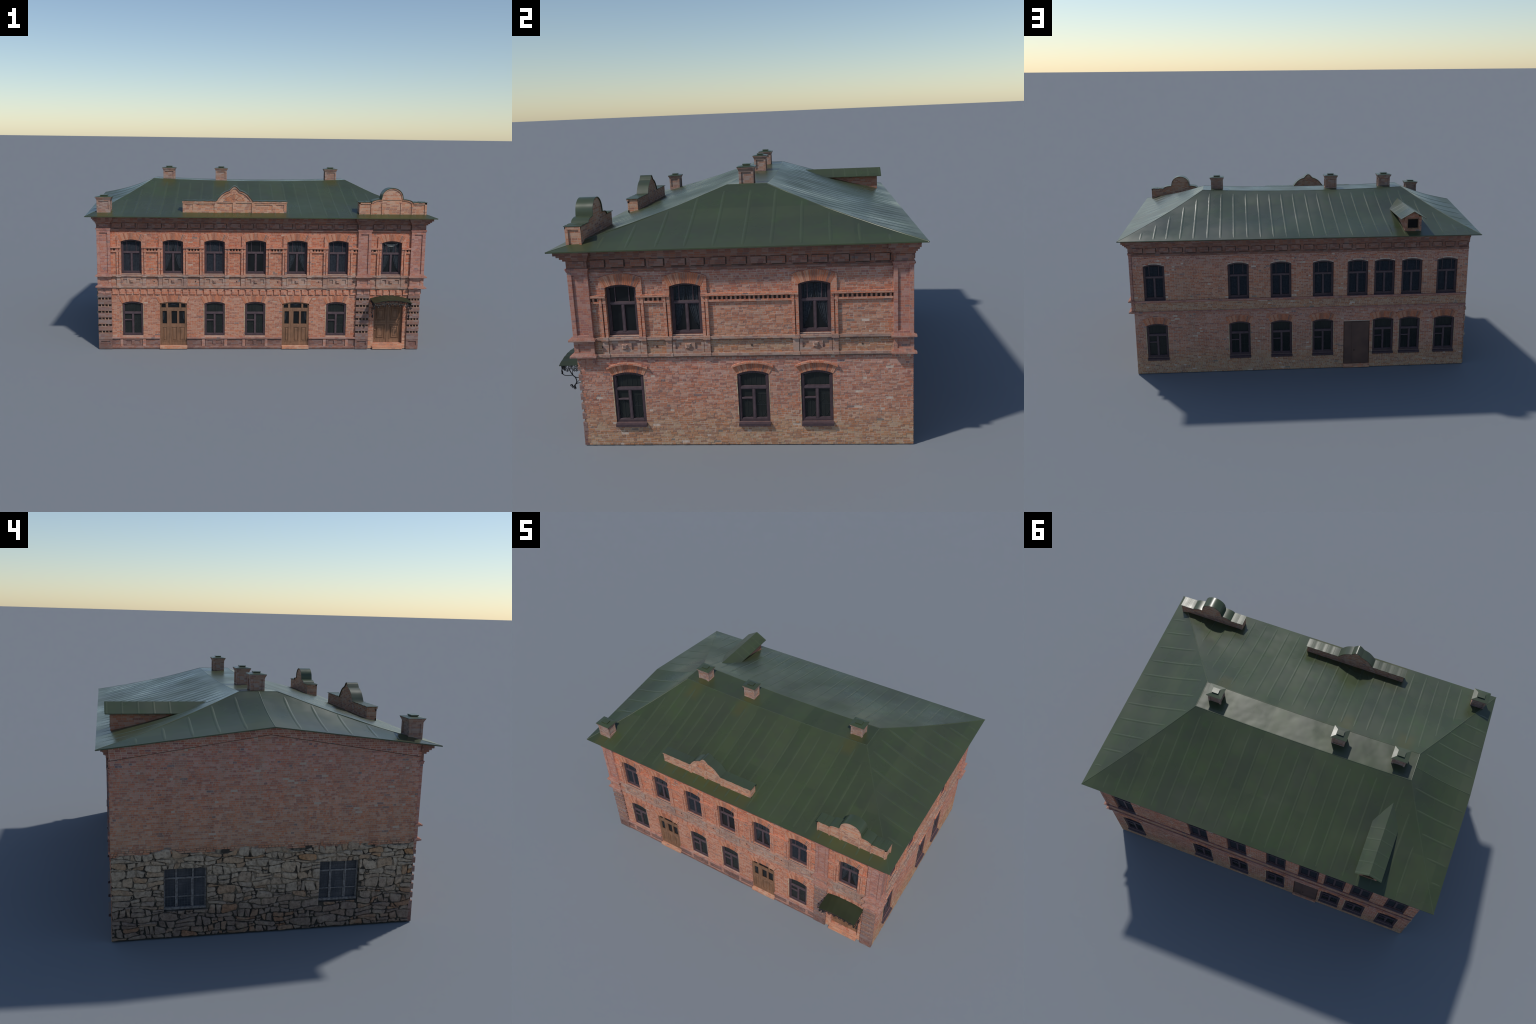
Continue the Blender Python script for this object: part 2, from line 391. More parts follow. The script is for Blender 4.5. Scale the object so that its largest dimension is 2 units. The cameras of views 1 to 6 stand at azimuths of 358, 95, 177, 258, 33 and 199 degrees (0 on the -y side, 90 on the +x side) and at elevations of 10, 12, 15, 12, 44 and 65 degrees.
def lay_bricks(side, u0, u1, z0, z1, extra=(), top=None, bottom=None, mat=None, parent=None, rough=0.0006, seed=1):
    """extra: (u0,u1,z0,z1) boxes left free"""
    r = random.Random(seed); T = WALL[side]; v = []; f = []
    row0 = int(math.floor(z0 / COURSE)); k = row0
    while (k * COURSE) < z1 - 0.002:
        za = max(z0, k * COURSE); zb = min(z1, (k + 1) * COURSE); k += 1
        zc = (za + zb) / 2
        ivs = [(u0, u1)]
        for c, o in holes[side]:
            if za < o['zc'] and zb > o['z0']:
                hw = o['w'] / 2
                if zb > o['zs']:      # course meets the arch: free width at its lower edge
                    zz = max(za, o['zs'])
                    s = o['zc'] - o['zs']; R = (o['w'] ** 2 / 4 + s * s) / (2 * s); cz = o['zc'] - R
                    hw = math.sqrt(max(R * R - (zz - cz) ** 2, 0)) if za > o['zs'] else hw
                ivs = subtract(ivs, c - hw, c + hw)
        for a, b, c, d in extra:
            if za < d - 1e-4 and zb > c + 1e-4: ivs = subtract(ivs, a, b)
        gz = 0.00085
        for p, q in ivs:
            if q - p < 0.003: continue
            u = p - r.random() * 0.016 if p <= u0 + 1e-6 else p
            long_course = (k % 2 == 0) if r.random() < 0.85 else r.random() < .5
            while u < q - 0.0015:
                L = (0.0275 if r.random() < (0.85 if long_course else 0.12) else 0.0138) * r.uniform(0.93, 1.07)
                a = max(u, p); b = min(u + L, q)
                if q - b < 0.004: b = q
                u = u + L
                if b == q: u = q
                ub = (a + b) / 2
                if top and zb > top(ub): continue
                if bottom and za < bottom(ub): continue
                if b - a < 0.0022: continue
                g = 0.0009
                d = max(-0.0003, r.uniform(-rough, rough)) - (0.0014 if r.random() < 0.012 else 0)
                e = r.uniform(-.0003, .0003)
                j = [r.uniform(-.00025, .00025) for _ in range(4)]
                za2, zb2 = za + gz, zb - gz
                a2, b2 = a + (g if a > p else 0), b - (g if b < q else 0)
                i = len(v)
                for (uu, zz, dd) in ((a2, za2 + j[0], d), (b2, za2 + j[1], d + e), (b2, zb2 + j[2], d + e), (a2, zb2 + j[3], d)):
                    v.append(T(uu, zz, dd))
                for (uu, zz) in ((a2, za2), (b2, za2), (b2, zb2), (a2, zb2)):
                    v.append(T(uu, zz, MD - 0.0015))
                f += [(i, i + 1, i + 2, i + 3), (i, i + 4, i + 5, i + 1), (i + 1, i + 5, i + 6, i + 2), (i + 2, i + 6, i + 7, i + 3), (i + 3, i + 7, i + 4, i)]
    me = bpy.data.meshes.new("wall_bricks"); me.from_pydata(v, [], f); me.update()
    return add("wall_bricks", me, parent or root, [mat], stuff=True)

PL_L, PL_M, PL_R = (-0.9455, -0.8685), (0.557, 0.634), (0.8665, 0.9495)
pil_boxes = [(PL_L[0] - .01, PL_L[1], 0, .80), (*PL_M, 0, .80), (PL_R[0], PL_R[1], 0, .80)]
lay_bricks('F', -0.945, 0.934, 0.066, 0.704, extra=pil_boxes, mat=M_FRONT, parent=wall_f, seed=11, rough=0.0005)
lay_bricks('R', -0.5945, 0.664, 0.0, 0.704, mat=M_SIDE, parent=wall_r, seed=12, rough=0.0009)
lay_bricks('B', -0.9345, 0.9465, 0.0, 0.704, mat=M_SIDE, parent=wall_b, seed=13, rough=0.0005)

def stone_line(u): return 0.366 + 0.006 * math.sin(u * 23) + 0.005 * math.sin(u * 51 + 1)
lay_bricks('L', -0.664, 0.594, 0.335, 0.87, top=lambda u: gable_top(u) - 0.004, bottom=lambda u: stone_line(u) - 0.014, mat=M_PARTY, parent=wall_l, seed=14, rough=0.0006)

# ------------------------------------------------------------------ arches of wedge bricks
def wedge_arch(side, uc, w, zs, zc, t, n, d, over=1.25, parent=None, mat=None, d0=-0.004):
    s = zc - zs; R = (w * w / 4 + s * s) / (2 * s); cz = zc - R
    half = math.asin(w / 2 / R)
    mb = MB(WALL[side]); r = random.Random(int(uc * 1000) + n)
    Rf = w * 1.15       # wedges fan more than the flat curve alone would give
    for k in range(n):
        a, b = k / n, (k + 1) / n
        g = 0.085 / n
        pts = []
        for tt, hi in ((a + g, 0), (b - g, 0), (b - g, 1), (a + g, 1)):
            th = (tt * 2 - 1) * half
            u = uc + R * math.sin(th); z = cz + R * math.cos(th)
            if hi:
                fan = (tt * 2 - 1) * 0.50
                u += t * math.sin(fan); z += t * math.cos(fan)
            pts.append((u, z))
        mb.prism(pts, d0, d + r.uniform(-.0003, .0006))
    mb.cur = 1
    def at(tt, hi):
        th = (tt * 2 - 1) * half; fan = (tt * 2 - 1) * 0.50
        return (uc + R * math.sin(th) + (t * math.sin(fan) if hi else 0), cz + R * math.cos(th) + (t * math.cos(fan) if hi else 0))
    mb.strip([at(k / 12, 0) for k in range(13)], [at(k / 12, 1) for k in range(13)], d0, d - .0008)
    return add("brick_arch", mb.mesh("brick_arch"), parent or root, [mat or M_ARCH, M_MORTAR], stuff=True)

for c in front_up: wedge_arch('F', c, UP['w'] + .002, UP['zs'], UP['zc'], 0.040, 19, 0.0080, parent=wall_f)
for c in front_low: wedge_arch('F', c, LOW['w'] + .004, LOW['zs'], LOW['zc'], 0.0385, 21, 0.0018, parent=wall_f)
for c in front_doors: wedge_arch('F', c, DOOR['w'] + .004, DOOR['zs'], DOOR['zc'], 0.0385, 25, 0.0018, parent=wall_f)
for c in right_up: wedge_arch('R', c, UP['w'] + .002, UP['zs'], UP['zc'], 0.040, 19, 0.0080, parent=wall_r)
for c in right_low: wedge_arch('R', c, RLOW['w'] + .004, RLOW['zs'], RLOW['zc'], 0.0375, 21, 0.0018, parent=wall_r)
for c in back_low: wedge_arch('B', c, BLOW['w'] + .004, BLOW['zs'], BLOW['zc'], 0.0375, 21, 0.0016, parent=wall_b)

def hood(side, uc, w, zs, zc, off, t, d, parent, mat, name="arch_hood"):
    mb = MB(WALL[side]); n = 14; lo = []; hi = []
    for k in range(n + 1):
        u = uc - w / 2 + w * k / n; z = arc_z(u, uc, w, zs, zc)
        lo.append((u, z + off)); hi.append((u, z + off + t))
    mb.strip(lo, hi, -0.003, d)
    return add(name, mb.mesh(name), parent, [mat])
for c in right_low: hood('R', c, 0.158, 0.315, 0.333, 0.0, 0.0065, 0.012, wall_r, M_TRIM)
for c in back_low: hood('B', c, 0.156, 0.323, 0.339, 0.0, 0.004, 0.003, wall_b, M_TRIM)
for c in back_up: hood('B', c, 0.150, 0.6655, 0.6785, 0.0, 0.0065, 0.0035, wall_b, M_TRIM)

# ------------------------------------------------------------------ windows
def frame_mesh(o, kind):
    w, z0, zs, zc = o['w'] - .001, o['z0'] + .0005, o['zs'], o['zc'] - .0005
    h = w / 2; mb = MB(LOCAL)
    fw = 0.0095 if kind == 'up' else 0.0092
    D0, D1 = (-0.020, -0.0085) if kind == 'up' else (-0.017, -0.0035)
    mb.box(-h, -h + fw, z0, zs, D0, D1); mb.box(h - fw, h, z0, zs, D0, D1)
    mb.box(-h + fw, h - fw, z0, z0 + fw, D0, D1)
    n = 12; us = [-h + w * k / n for k in range(n + 1)]
    lo = [(u, arc_z(u, 0, w, zs, zc) - fw * 1.05) for u in us]; hi = [(u, arc_z(u, 0, w, zs, zc)) for u in us]
    mb.strip(lo, hi, D0, D1)
    for sgn in (-1, 1): mb.box(min(sgn * h, sgn * (h - fw)), max(sgn * h, sgn * (h - fw)), zs - fw * 1.2, zs + .0002, D0, D1 - .0003)
    i = h - fw; mb.cur = 1; d1 = D1 - .0025
    ztr = 0.5695 if kind == 'up' else zc - 0.0695
    mb.box(-i, i, ztr - .004, ztr + .004, D0, D1 - .0012)
    mb.box(-.0035, .0035, z0 + fw, ztr - .004, D0, D1 - .0018)
    sw = 0.0026
    for a, b in ((-i, -.0035), (.0035, i)):
        mb.box(a, a + sw, z0 + fw, ztr - .004, D0, d1); mb.box(b - sw, b, z0 + fw, ztr - .004, D0, d1)
        mb.box(a + sw, b - sw, z0 + fw, z0 + fw + sw * 1.4, D0, d1); mb.box(a + sw, b - sw, ztr - .004 - sw, ztr - .004, D0, d1)
    top = lambda u: arc_z(u, 0, w, zs, zc) - fw
    if kind == 'up':
        for u in (-0.0265, 0.0265): mb.box(u - .0017, u + .0017, ztr + .004, top(u), D0, d1 - .001)
        mb.box(-i, -i + .002, ztr + .004, zs - fw, D0, d1); mb.box(i - .002, i, ztr + .004, zs - fw, D0, d1)
        mb.box(-i + .002, i - .002, ztr + .004, ztr + .0065, D0, d1)
    else:
        zv = zc - 0.1115
        mb.box(-i + sw, -.0035 - sw, zv - .0032, zv + .0032, D0, d1 + .0004)
        mb.box(-i, -i + .003, ztr + .004, zs - fw, D0, d1); mb.box(i - .003, i, ztr + .004, zs - fw, D0, d1)
        mb.box(-i + .003, i - .003, ztr + .004, ztr + .0075, D0, d1)
        mb.cur = 0
    me = mb.mesh("window_frame", bevel=0.0006)
    me.materials.append(M_FRAME); me.materials.append(M_SASH)
    return me, ztr

def pane_mesh(o, d):
    mb = MB(LOCAL)
    mb.prism(arched(0, o['w'] - .004, o['z0'] + .002, o['zs'] - .002, o['zc'] - .003), d - .002, d)
    return mb.mesh("window_pane")

def cloth(fn_left, fn_right, z0, z1, waves, name, amp=0.0009, d=-0.0155, nz=14, nu=36):
    """folded curtain hanging between two edges u = fn(z)"""
    mb = MB(LOCAL); ids = []
    for layer in (0, 1):
        grid = []
        for a in range(nz + 1):
            z = z1 + (z0 - z1) * a / nz; l, r = fn_left(z), fn_right(z)
            row = []
            for b in range(nu + 1):
                t = b / nu; u = l + (r - l) * t
                row.append(mb.vert((u, z, d + amp * math.sin(t * waves * 2 * math.pi) + amp * .4 * math.sin(t * waves * 4.7 + 1) - layer * .0006)))
            grid.append(row)
        ids.append(grid)
    for g in ids:
        for a in range(nz):
            for b in range(nu): mb.face([g[a][b], g[a][b + 1], g[a + 1][b + 1], g[a + 1][b]])
    A, B = ids
    for a in range(nz):
        mb.face([A[a][0], A[a + 1][0], B[a + 1][0], B[a][0]]); mb.face([A[a][nu], B[a][nu], B[a + 1][nu], A[a + 1][nu]])
    for b in range(nu):
        mb.face([A[0][b], B[0][b], B[0][b + 1], A[0][b + 1]]); mb.face([A[nz][b], A[nz][b + 1], B[nz][b + 1], B[nz][b]])
    return mb.mesh(name, smooth=60)

UPF, UPZ = frame_mesh(UP, 'up'); LOF, LOZ = frame_mesh(LOW, 'low'); BLF, BLZ = frame_mesh(BLOW, 'low'); RLF, RLZ = frame_mesh(RLOW, 'low')
BUF, _ = frame_mesh(BUP, 'up')
UPP, LOP, BLP, RLP, BUPP = pane_mesh(UP, -.0165), pane_mesh(LOW, -.0125), pane_mesh(BLOW, -.0125), pane_mesh(RLOW, -.0125), pane_mesh(BUP, -.0165)
for p in (UPP, BUPP): p.materials.append(M_PANE)
for p in (LOP, BLP, RLP): p.materials.append(M_PANE_LOW)

cu0, cu1 = 0.4567, 0.640
edge = 0.049
topz = lambda u: arc_z(u, 0, UP['w'], UP['zs'], UP['zc'])
FULL = cloth(lambda z: -edge, lambda z: edge, cu0, 0.630, 11, "curtain"); FULL.materials.append(M_CLOTH)
def swag(z): # inner edge of a drape tied back to the side
    t = min(1, max(0, (0.628 - z) / 0.17)); return 0.047 * (1 - t ** 1.6) ** 0.8
SW_L = cloth(lambda z: -edge, lambda z: -edge + 0.003 + swag(z), 0.462, 0.630, 5, "curtain", 0.0010); SW_L.materials.append(M_CLOTH_L)
SW_R = cloth(lambda z: edge - 0.003 - swag(z), lambda z: edge, 0.462, 0.630, 5, "curtain", 0.0010); SW_R.materials.append(M_CLOTH_L)
def lace_mesh():
    mb = MB(LOCAL); n = 16; lo = []; hi = []
    for k in range(n + 1):
        u = -0.040 + 0.080 * k / n; s = 1 - (u / 0.040) ** 2
        lo.append((u, 0.629 - 0.020 * s ** 0.8)); hi.append((u, 0.631 - 0.007 * s))
    mb.strip(lo, hi, -0.0150, -0.0140)
    me = mb.mesh("valance"); me.materials.append(M_LACE); return me
LACE = lace_mesh()

def grille_mesh(o, ztr):
    mb = MB(LOCAL); w = o['w'] / 2 - .012; e = 0.00045; a, b = -0.0123, -0.0112
    for k in range(4):
        u = -w + 2 * w * (k + 1) / 5; mb.box(u - e, u + e, ztr + .006, arc_z(u, 0, o['w'], o['zs'], o['zc']) - .011, a, b)
    z0 = o['z0'] + .012; z1 = ztr - .008
    for s in (-1, 1):
        c = s * (w / 2 + .002)
        mb.box(c - e, c + e, z0, z1 - (0.045 if s < 0 else 0.02), a, b)
        for q in (-1, 1):
            for k in range(8):
                t0, t1 = k / 8, (k + 1) / 8
                fu = lambda t: c + q * 0.020 * math.sin(math.pi * min(1, t * 1.0)) ** 0.8
                fz = lambda t: z0 + (z1 - 0.04 - z0) * t
                p, r = (fu(t0), fz(t0)), (fu(t1), fz(t1))
                mb.prism([(p[0] - e, p[1]), (p[0] + e, p[1]), (r[0] + e, r[1]), (r[0] - e, r[1])], a, b)
    zb = z0 + (z1 - z0) * .45
    mb.box(.006, w, zb - e, zb + e, a, b); mb.box(.006, w, z1 - .02 - e, z1 - .02 + e, a, b)
    me = mb.mesh("window_grille"); me.materials.append(M_GRILLE); return me
GR_F, GR_B, GR_R = grille_mesh(LOW, LOZ), grille_mesh(BLOW, BLZ), grille_mesh(RLOW, RLZ)

def sill_mesh(w, z0, z1, d):
    mb = MB(LOCAL); h = w / 2
    mb.prism([(-h, z0), (h, z0), (h, z1 - .006), (-h, z1 - .006)], -0.012, d)
    i = [mb.vert(p) for p in ((-h, z1 - .006, d), (h, z1 - .006, d), (h, z1, -.006), (-h, z1, -.006), (-h, z1 - .006, -.006), (h, z1 - .006, -.006))]
    for q in ((0, 1, 2, 3), (0, 3, 4), (1, 5, 2), (2, 5, 4, 3)): mb.face([i[k] for k in q])
    me = mb.mesh("window_sill"); me.materials.append(M_FRAME); return me
SILL_R = sill_mesh(0.121, 0.0795, 0.0960, 0.012); SILL_B = sill_mesh(0.121, 0.0815, 0.0980, 0.010)
SILL_UB = sill_mesh(0.115, 0.4365, 0.4435, 0.003)
SILL_U = sill_mesh(0.115, 0.4405, 0.4475, 0.002)
cb = MB(LOCAL); cb.box(-.0635, -.0600, .105, .262, -.003, .0006); cb.box(-.0645, -.0605, .222, .240, -.003, .002); cb.box(.0600, .0625, .130, .262, -.003, .0005)
CREAM = cb.mesh("caulking"); CREAM.materials.append(M_CREAM)
cb.v = [(x, y, z + .018) for x, y, z in cb.v]; CREAM_H = cb.mesh("caulking"); CREAM_H.materials.append(M_CREAM)

def place(name, me, side, u, parent):
    ob = bpy.data.objects.new(name, me); SC.objects.link(ob)
    ob.parent = parent; ob.matrix_basis = (WM[side] @ Matrix.Translation((u, 0, 0))) if parent is root else Matrix()
    return ob

def window(side, u, frame, pane, extras):
    f = place("window", frame, side, u, root)
    place("window_pane", pane, side, u, f)
    for nm, me in extras: place(nm, me, side, u, f)
C = "curtain"
sets = {'full': [(C, FULL)], 'swag': [(C, SW_L), (C, SW_R)], 'none': [], 'lace': [(C, SW_L), (C, SW_R), ("valance", LACE)]}
for c, k in zip(front_up, ('full', 'swag', 'full', 'none', 'swag', 'full', 'lace')): window('F', c, UPF, UPP, sets[k] + [("window_sill", SILL_U)])
for c, k in zip(right_up, ('none', 'swag', 'swag')): window('R', c, UPF, UPP, sets[k] + [("window_sill", SILL_U)])
for c in back_up: window('B', c, BUF, BUPP, sets['full'] + [("window_sill", SILL_UB)])
for c in front_low: window('F', c, LOF, LOP, [("window_grille", GR_F), ("caulking", CREAM)])
for c in right_low: window('R', c, RLF, RLP, [("window_grille", GR_R), ("window_sill", SILL_R), ("caulking", CREAM_H)])
for c in back_low: window('B', c, BLF, BLP, [("window_grille", GR_B), ("window_sill", SILL_B), ("caulking", CREAM_H)])

# old windows of the rubble wall
def old_window():
    w, a, b = 0.171, 0.1155, 0.2925; h = w / 2; mb = MB(LOCAL); D0 = -0.026
    mb.box(-h, h, a, a + .010, D0, -.012); mb.box(-h, h, b - .004, b, D0, -.016)
    mb.box(-h, -h + .006, a + .010, b - .004, D0, -.016); mb.box(h - .006, h, a + .010, b - .004, D0, -.016)
    zt = a + (b - a) * .745; zl = a + (b - a) * .30
    mb.box(-h + .006, h - .006, zt - .0035, zt + .0035, D0, -.0165)
    for u in (-h + w * .29, -h + w * .685):
        mb.box(u - .0034, u + .0034, a + .010, b - .004, D0, -.0160)
    xs = [-h + .006, -h + w * .29 - .0034, -h + w * .29 + .0034, -h + w * .685 - .0034, -h + w * .685 + .0034, h - .006]
    for k in range(3):
        mb.box(xs[2 * k], xs[2 * k + 1], zl - .0018, zl + .0018, D0, -.0175)
    for k in (1,):
        mb.box(xs[2], xs[2] + .004, a + .012, zt - .0035, D0, -.017); mb.box(xs[3] - .004, xs[3], a + .012, zt - .0035, D0, -.017)
    f = mb.mesh("window_frame", bevel=.0006); f.materials.append(M_OLD)
    mb = MB(LOCAL); mb.box(-h + .002, h - .002, a + .003, b - .002, -.025, -.0225); p = mb.mesh("window_pane"); p.materials.append(M_PANE_OLD)
    mb = MB(LOCAL)
    for k in range(15): u = -h + w * (k + .5) / 15; mb.box(u - .0004, u + .0004, a + .01, b - .004, -.0224, -.0215)
    for k in range(14): z = a + .012 + (b - a - .016) * (k + .5) / 14; mb.box(-h + .005, h - .005, z - .0003, z + .0003, -.0224, -.0213)
    g = mb.mesh("window_grille"); g.materials.append(plain_material("grille_wire", (0.12, 0.12, 0.13), .8))
    return f, p, g
OF, OP, OG = old_window()
for c, w, a, b in LWIN: window('L', c, OF, OP, [("window_grille", OG)])

# ------------------------------------------------------------------ rubble stones
def rubble():
    r = random.Random(21); T = WALL['L']; z = 0.004; n = 0
    rows = [0.004]
    while rows[-1] < 0.352: rows.append(rows[-1] + r.choice((0.014, 0.018, 0.023, 0.028, 0.033)))
    def wob(i, u):
        if i == 0: return rows[0]
        a = 0.0065 if i < len(rows) - 1 else 0.010
        return rows[i] + a * math.sin(u * 17 + i * 2.3) + a * .7 * math.sin(u * 41 + i * 5.1)
    U0, U1 = -0.664, 0.595
    for i in range(len(rows) - 1):
        u = U0
        while u < U1 - .008:
            w = r.choice((0.016, 0.026, 0.036, 0.048, 0.062, 0.078)) * r.uniform(.85, 1.2)
            if U1 - u - w < 0.02: w = U1 - u
            a, b = u, u + w; u += w
            split = (rows[i + 1] - rows[i]) > 0.027 and r.random() < 0.40
            parts = ((0, .5 + r.uniform(-.1, .1)),) if not split else None
            spans = [(0.0, 1.0)] if not split else [(0.0, .5), (.5, 1.0)]
            for s0, s1 in spans:
                g = r.uniform(.0004, .0016)
                tl = r.uniform(-.007, .007); tr = r.uniform(-.007, .007)
                def P(t, s, sk):
                    uu = a + (b - a) * t + sk * (s - .5) * 1.6
                    lo, hi = wob(i, uu), wob(i + 1, uu)
                    return (uu, lo + (hi - lo) * s)
                q = s0; e = s1; m = (q + e) / 2
                ring = [P(.10, q, tl), P(.38, q, 0), P(.65, q, 0), P(.92, q, tr), P(1, q + (e - q) * .2, tr), P(1, m, tr), P(.99, q + (e - q) * .85, tr),
                        P(.88, e, tr), P(.6, e, 0), P(.33, e, 0), P(.08, e, tl), P(0, q + (e - q) * .8, tl), P(0, m, tl), P(.01, q + (e - q) * .2, tl)]
                cu = sum(p[0] for p in ring) / 14; cz = sum(p[1] for p in ring) / 14
                pts = []
                bad = False
                for (uu, zz) in ring:
                    dx, dz = uu - cu, zz - cz; L = math.hypot(dx, dz) or 1
                    k = max(.3, (L - g - r.uniform(-.0004, .0032)) / L)
                    uu, zz = cu + dx * k, cz + dz * k
                    uu = min(max(uu, U0), U1); zz = max(zz, 0.0005)
                    pts.append([uu, zz])
                for (wc, ww, wa, wb) in LWIN:
                    l, rr = wc - ww / 2 - .0005, wc + ww / 2 + .0005; wa -= .0005; wb += .0005
                    if max(p[0] for p in pts) < l or min(p[0] for p in pts) > rr or max(p[1] for p in pts) < wa or min(p[1] for p in pts) > wb: continue
                    # push the outline out of the opening on the nearest side
                    pen = [(cu - l, 'l'), (rr - cu, 'r'), (cz - wa, 'b'), (wb - cz, 't')]
                    pen.sort(); sd = pen[0][1]
                    if pen[0][0] > .026: bad = True
                    for p in pts:
                        if sd == 'l': p[0] = min(p[0], l)
                        if sd == 'r': p[0] = max(p[0], rr)
                        if sd == 'b': p[1] = min(p[1], wa)
                        if sd == 't': p[1] = max(p[1], wb)
                if bad: continue
                cu = sum(p[0] for p in pts) / 14; cz = sum(p[1] for p in pts) / 14
                if max(p[0] for p in pts) - min(p[0] for p in pts) < .006 or max(p[1] for p in pts) - min(p[1] for p in pts) < .005: continue
                mb = MB(lambda x, y, d: (-d, -x, y))
                tilt = (r.uniform(-.12, .12), r.uniform(-.22, .12)); dd = r.uniform(.0022, .0070)
                rings = []
                for sc, dep in ((1.0, -.004), (1.0, 0.0002), (.93, dd * .75), (.72, dd), (.35, dd * 1.08)):
                    rings.append([mb.vert(((p[0] - cu) * sc, (p[1] - cz) * sc, dep + (0 if dep < .001 else (p[0] - cu) * tilt[0] * sc + (p[1] - cz) * tilt[1] * sc + r.uniform(-.0011, .0011)))) for p in pts])
                for x, y in zip(rings, rings[1:]):
                    for k in range(14): mb.face([x[k], x[(k + 1) % 14], y[(k + 1) % 14], y[k]])
                mb.face(rings[-1])
                me = mb.mesh("rubble_stone", smooth=38)
                ob = bpy.data.objects.new("rubble_stone", me); SC.objects.link(ob); ob.parent = wall_l
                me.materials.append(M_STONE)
                ob.matrix_basis = Matrix.Translation((LX, -cu, cz)); n += 1
    return n
n_stones = rubble()

# raking frieze under the verge of the party wall
mb = MB(WALL['L'])
gl = lambda u: 0.7335 + (0.828 - 0.7335) * (1 - abs(u + .043) / .62)
for a, b in ((-.6635, -.043), (-.043, .594)):
    mb.prism([(a, gl(a)), (b, gl(b)), (b, gable_top(b) + .001), (a, gable_top(a) + .001)], -.004, .005)
M_RAKE = brick_material("brick_raking", (0.52, 0.20, 0.125), MORTAR_S, False, ZL, 0.35)
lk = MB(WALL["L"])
for a, b in ((-.6635, -.043), (-.043, .594)): lk.prism([(a, gl(a) - .0026), (b, gl(b) - .0026), (b, gl(b)), (a, gl(a))], -.002, .0022)  # thin dark lath modelled as the frieze's cast shadow
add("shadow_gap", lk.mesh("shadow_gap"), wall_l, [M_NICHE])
add("raking_frieze", mb.mesh("raking_frieze"), root, [M_RAKE])

# ------------------------------------------------------------------ facade ornament (front and right-hand side)
GAPF = [(-0.8685, 0.557), (0.634, 0.8665)]
GAPR = [(-0.529, 0.5915)]

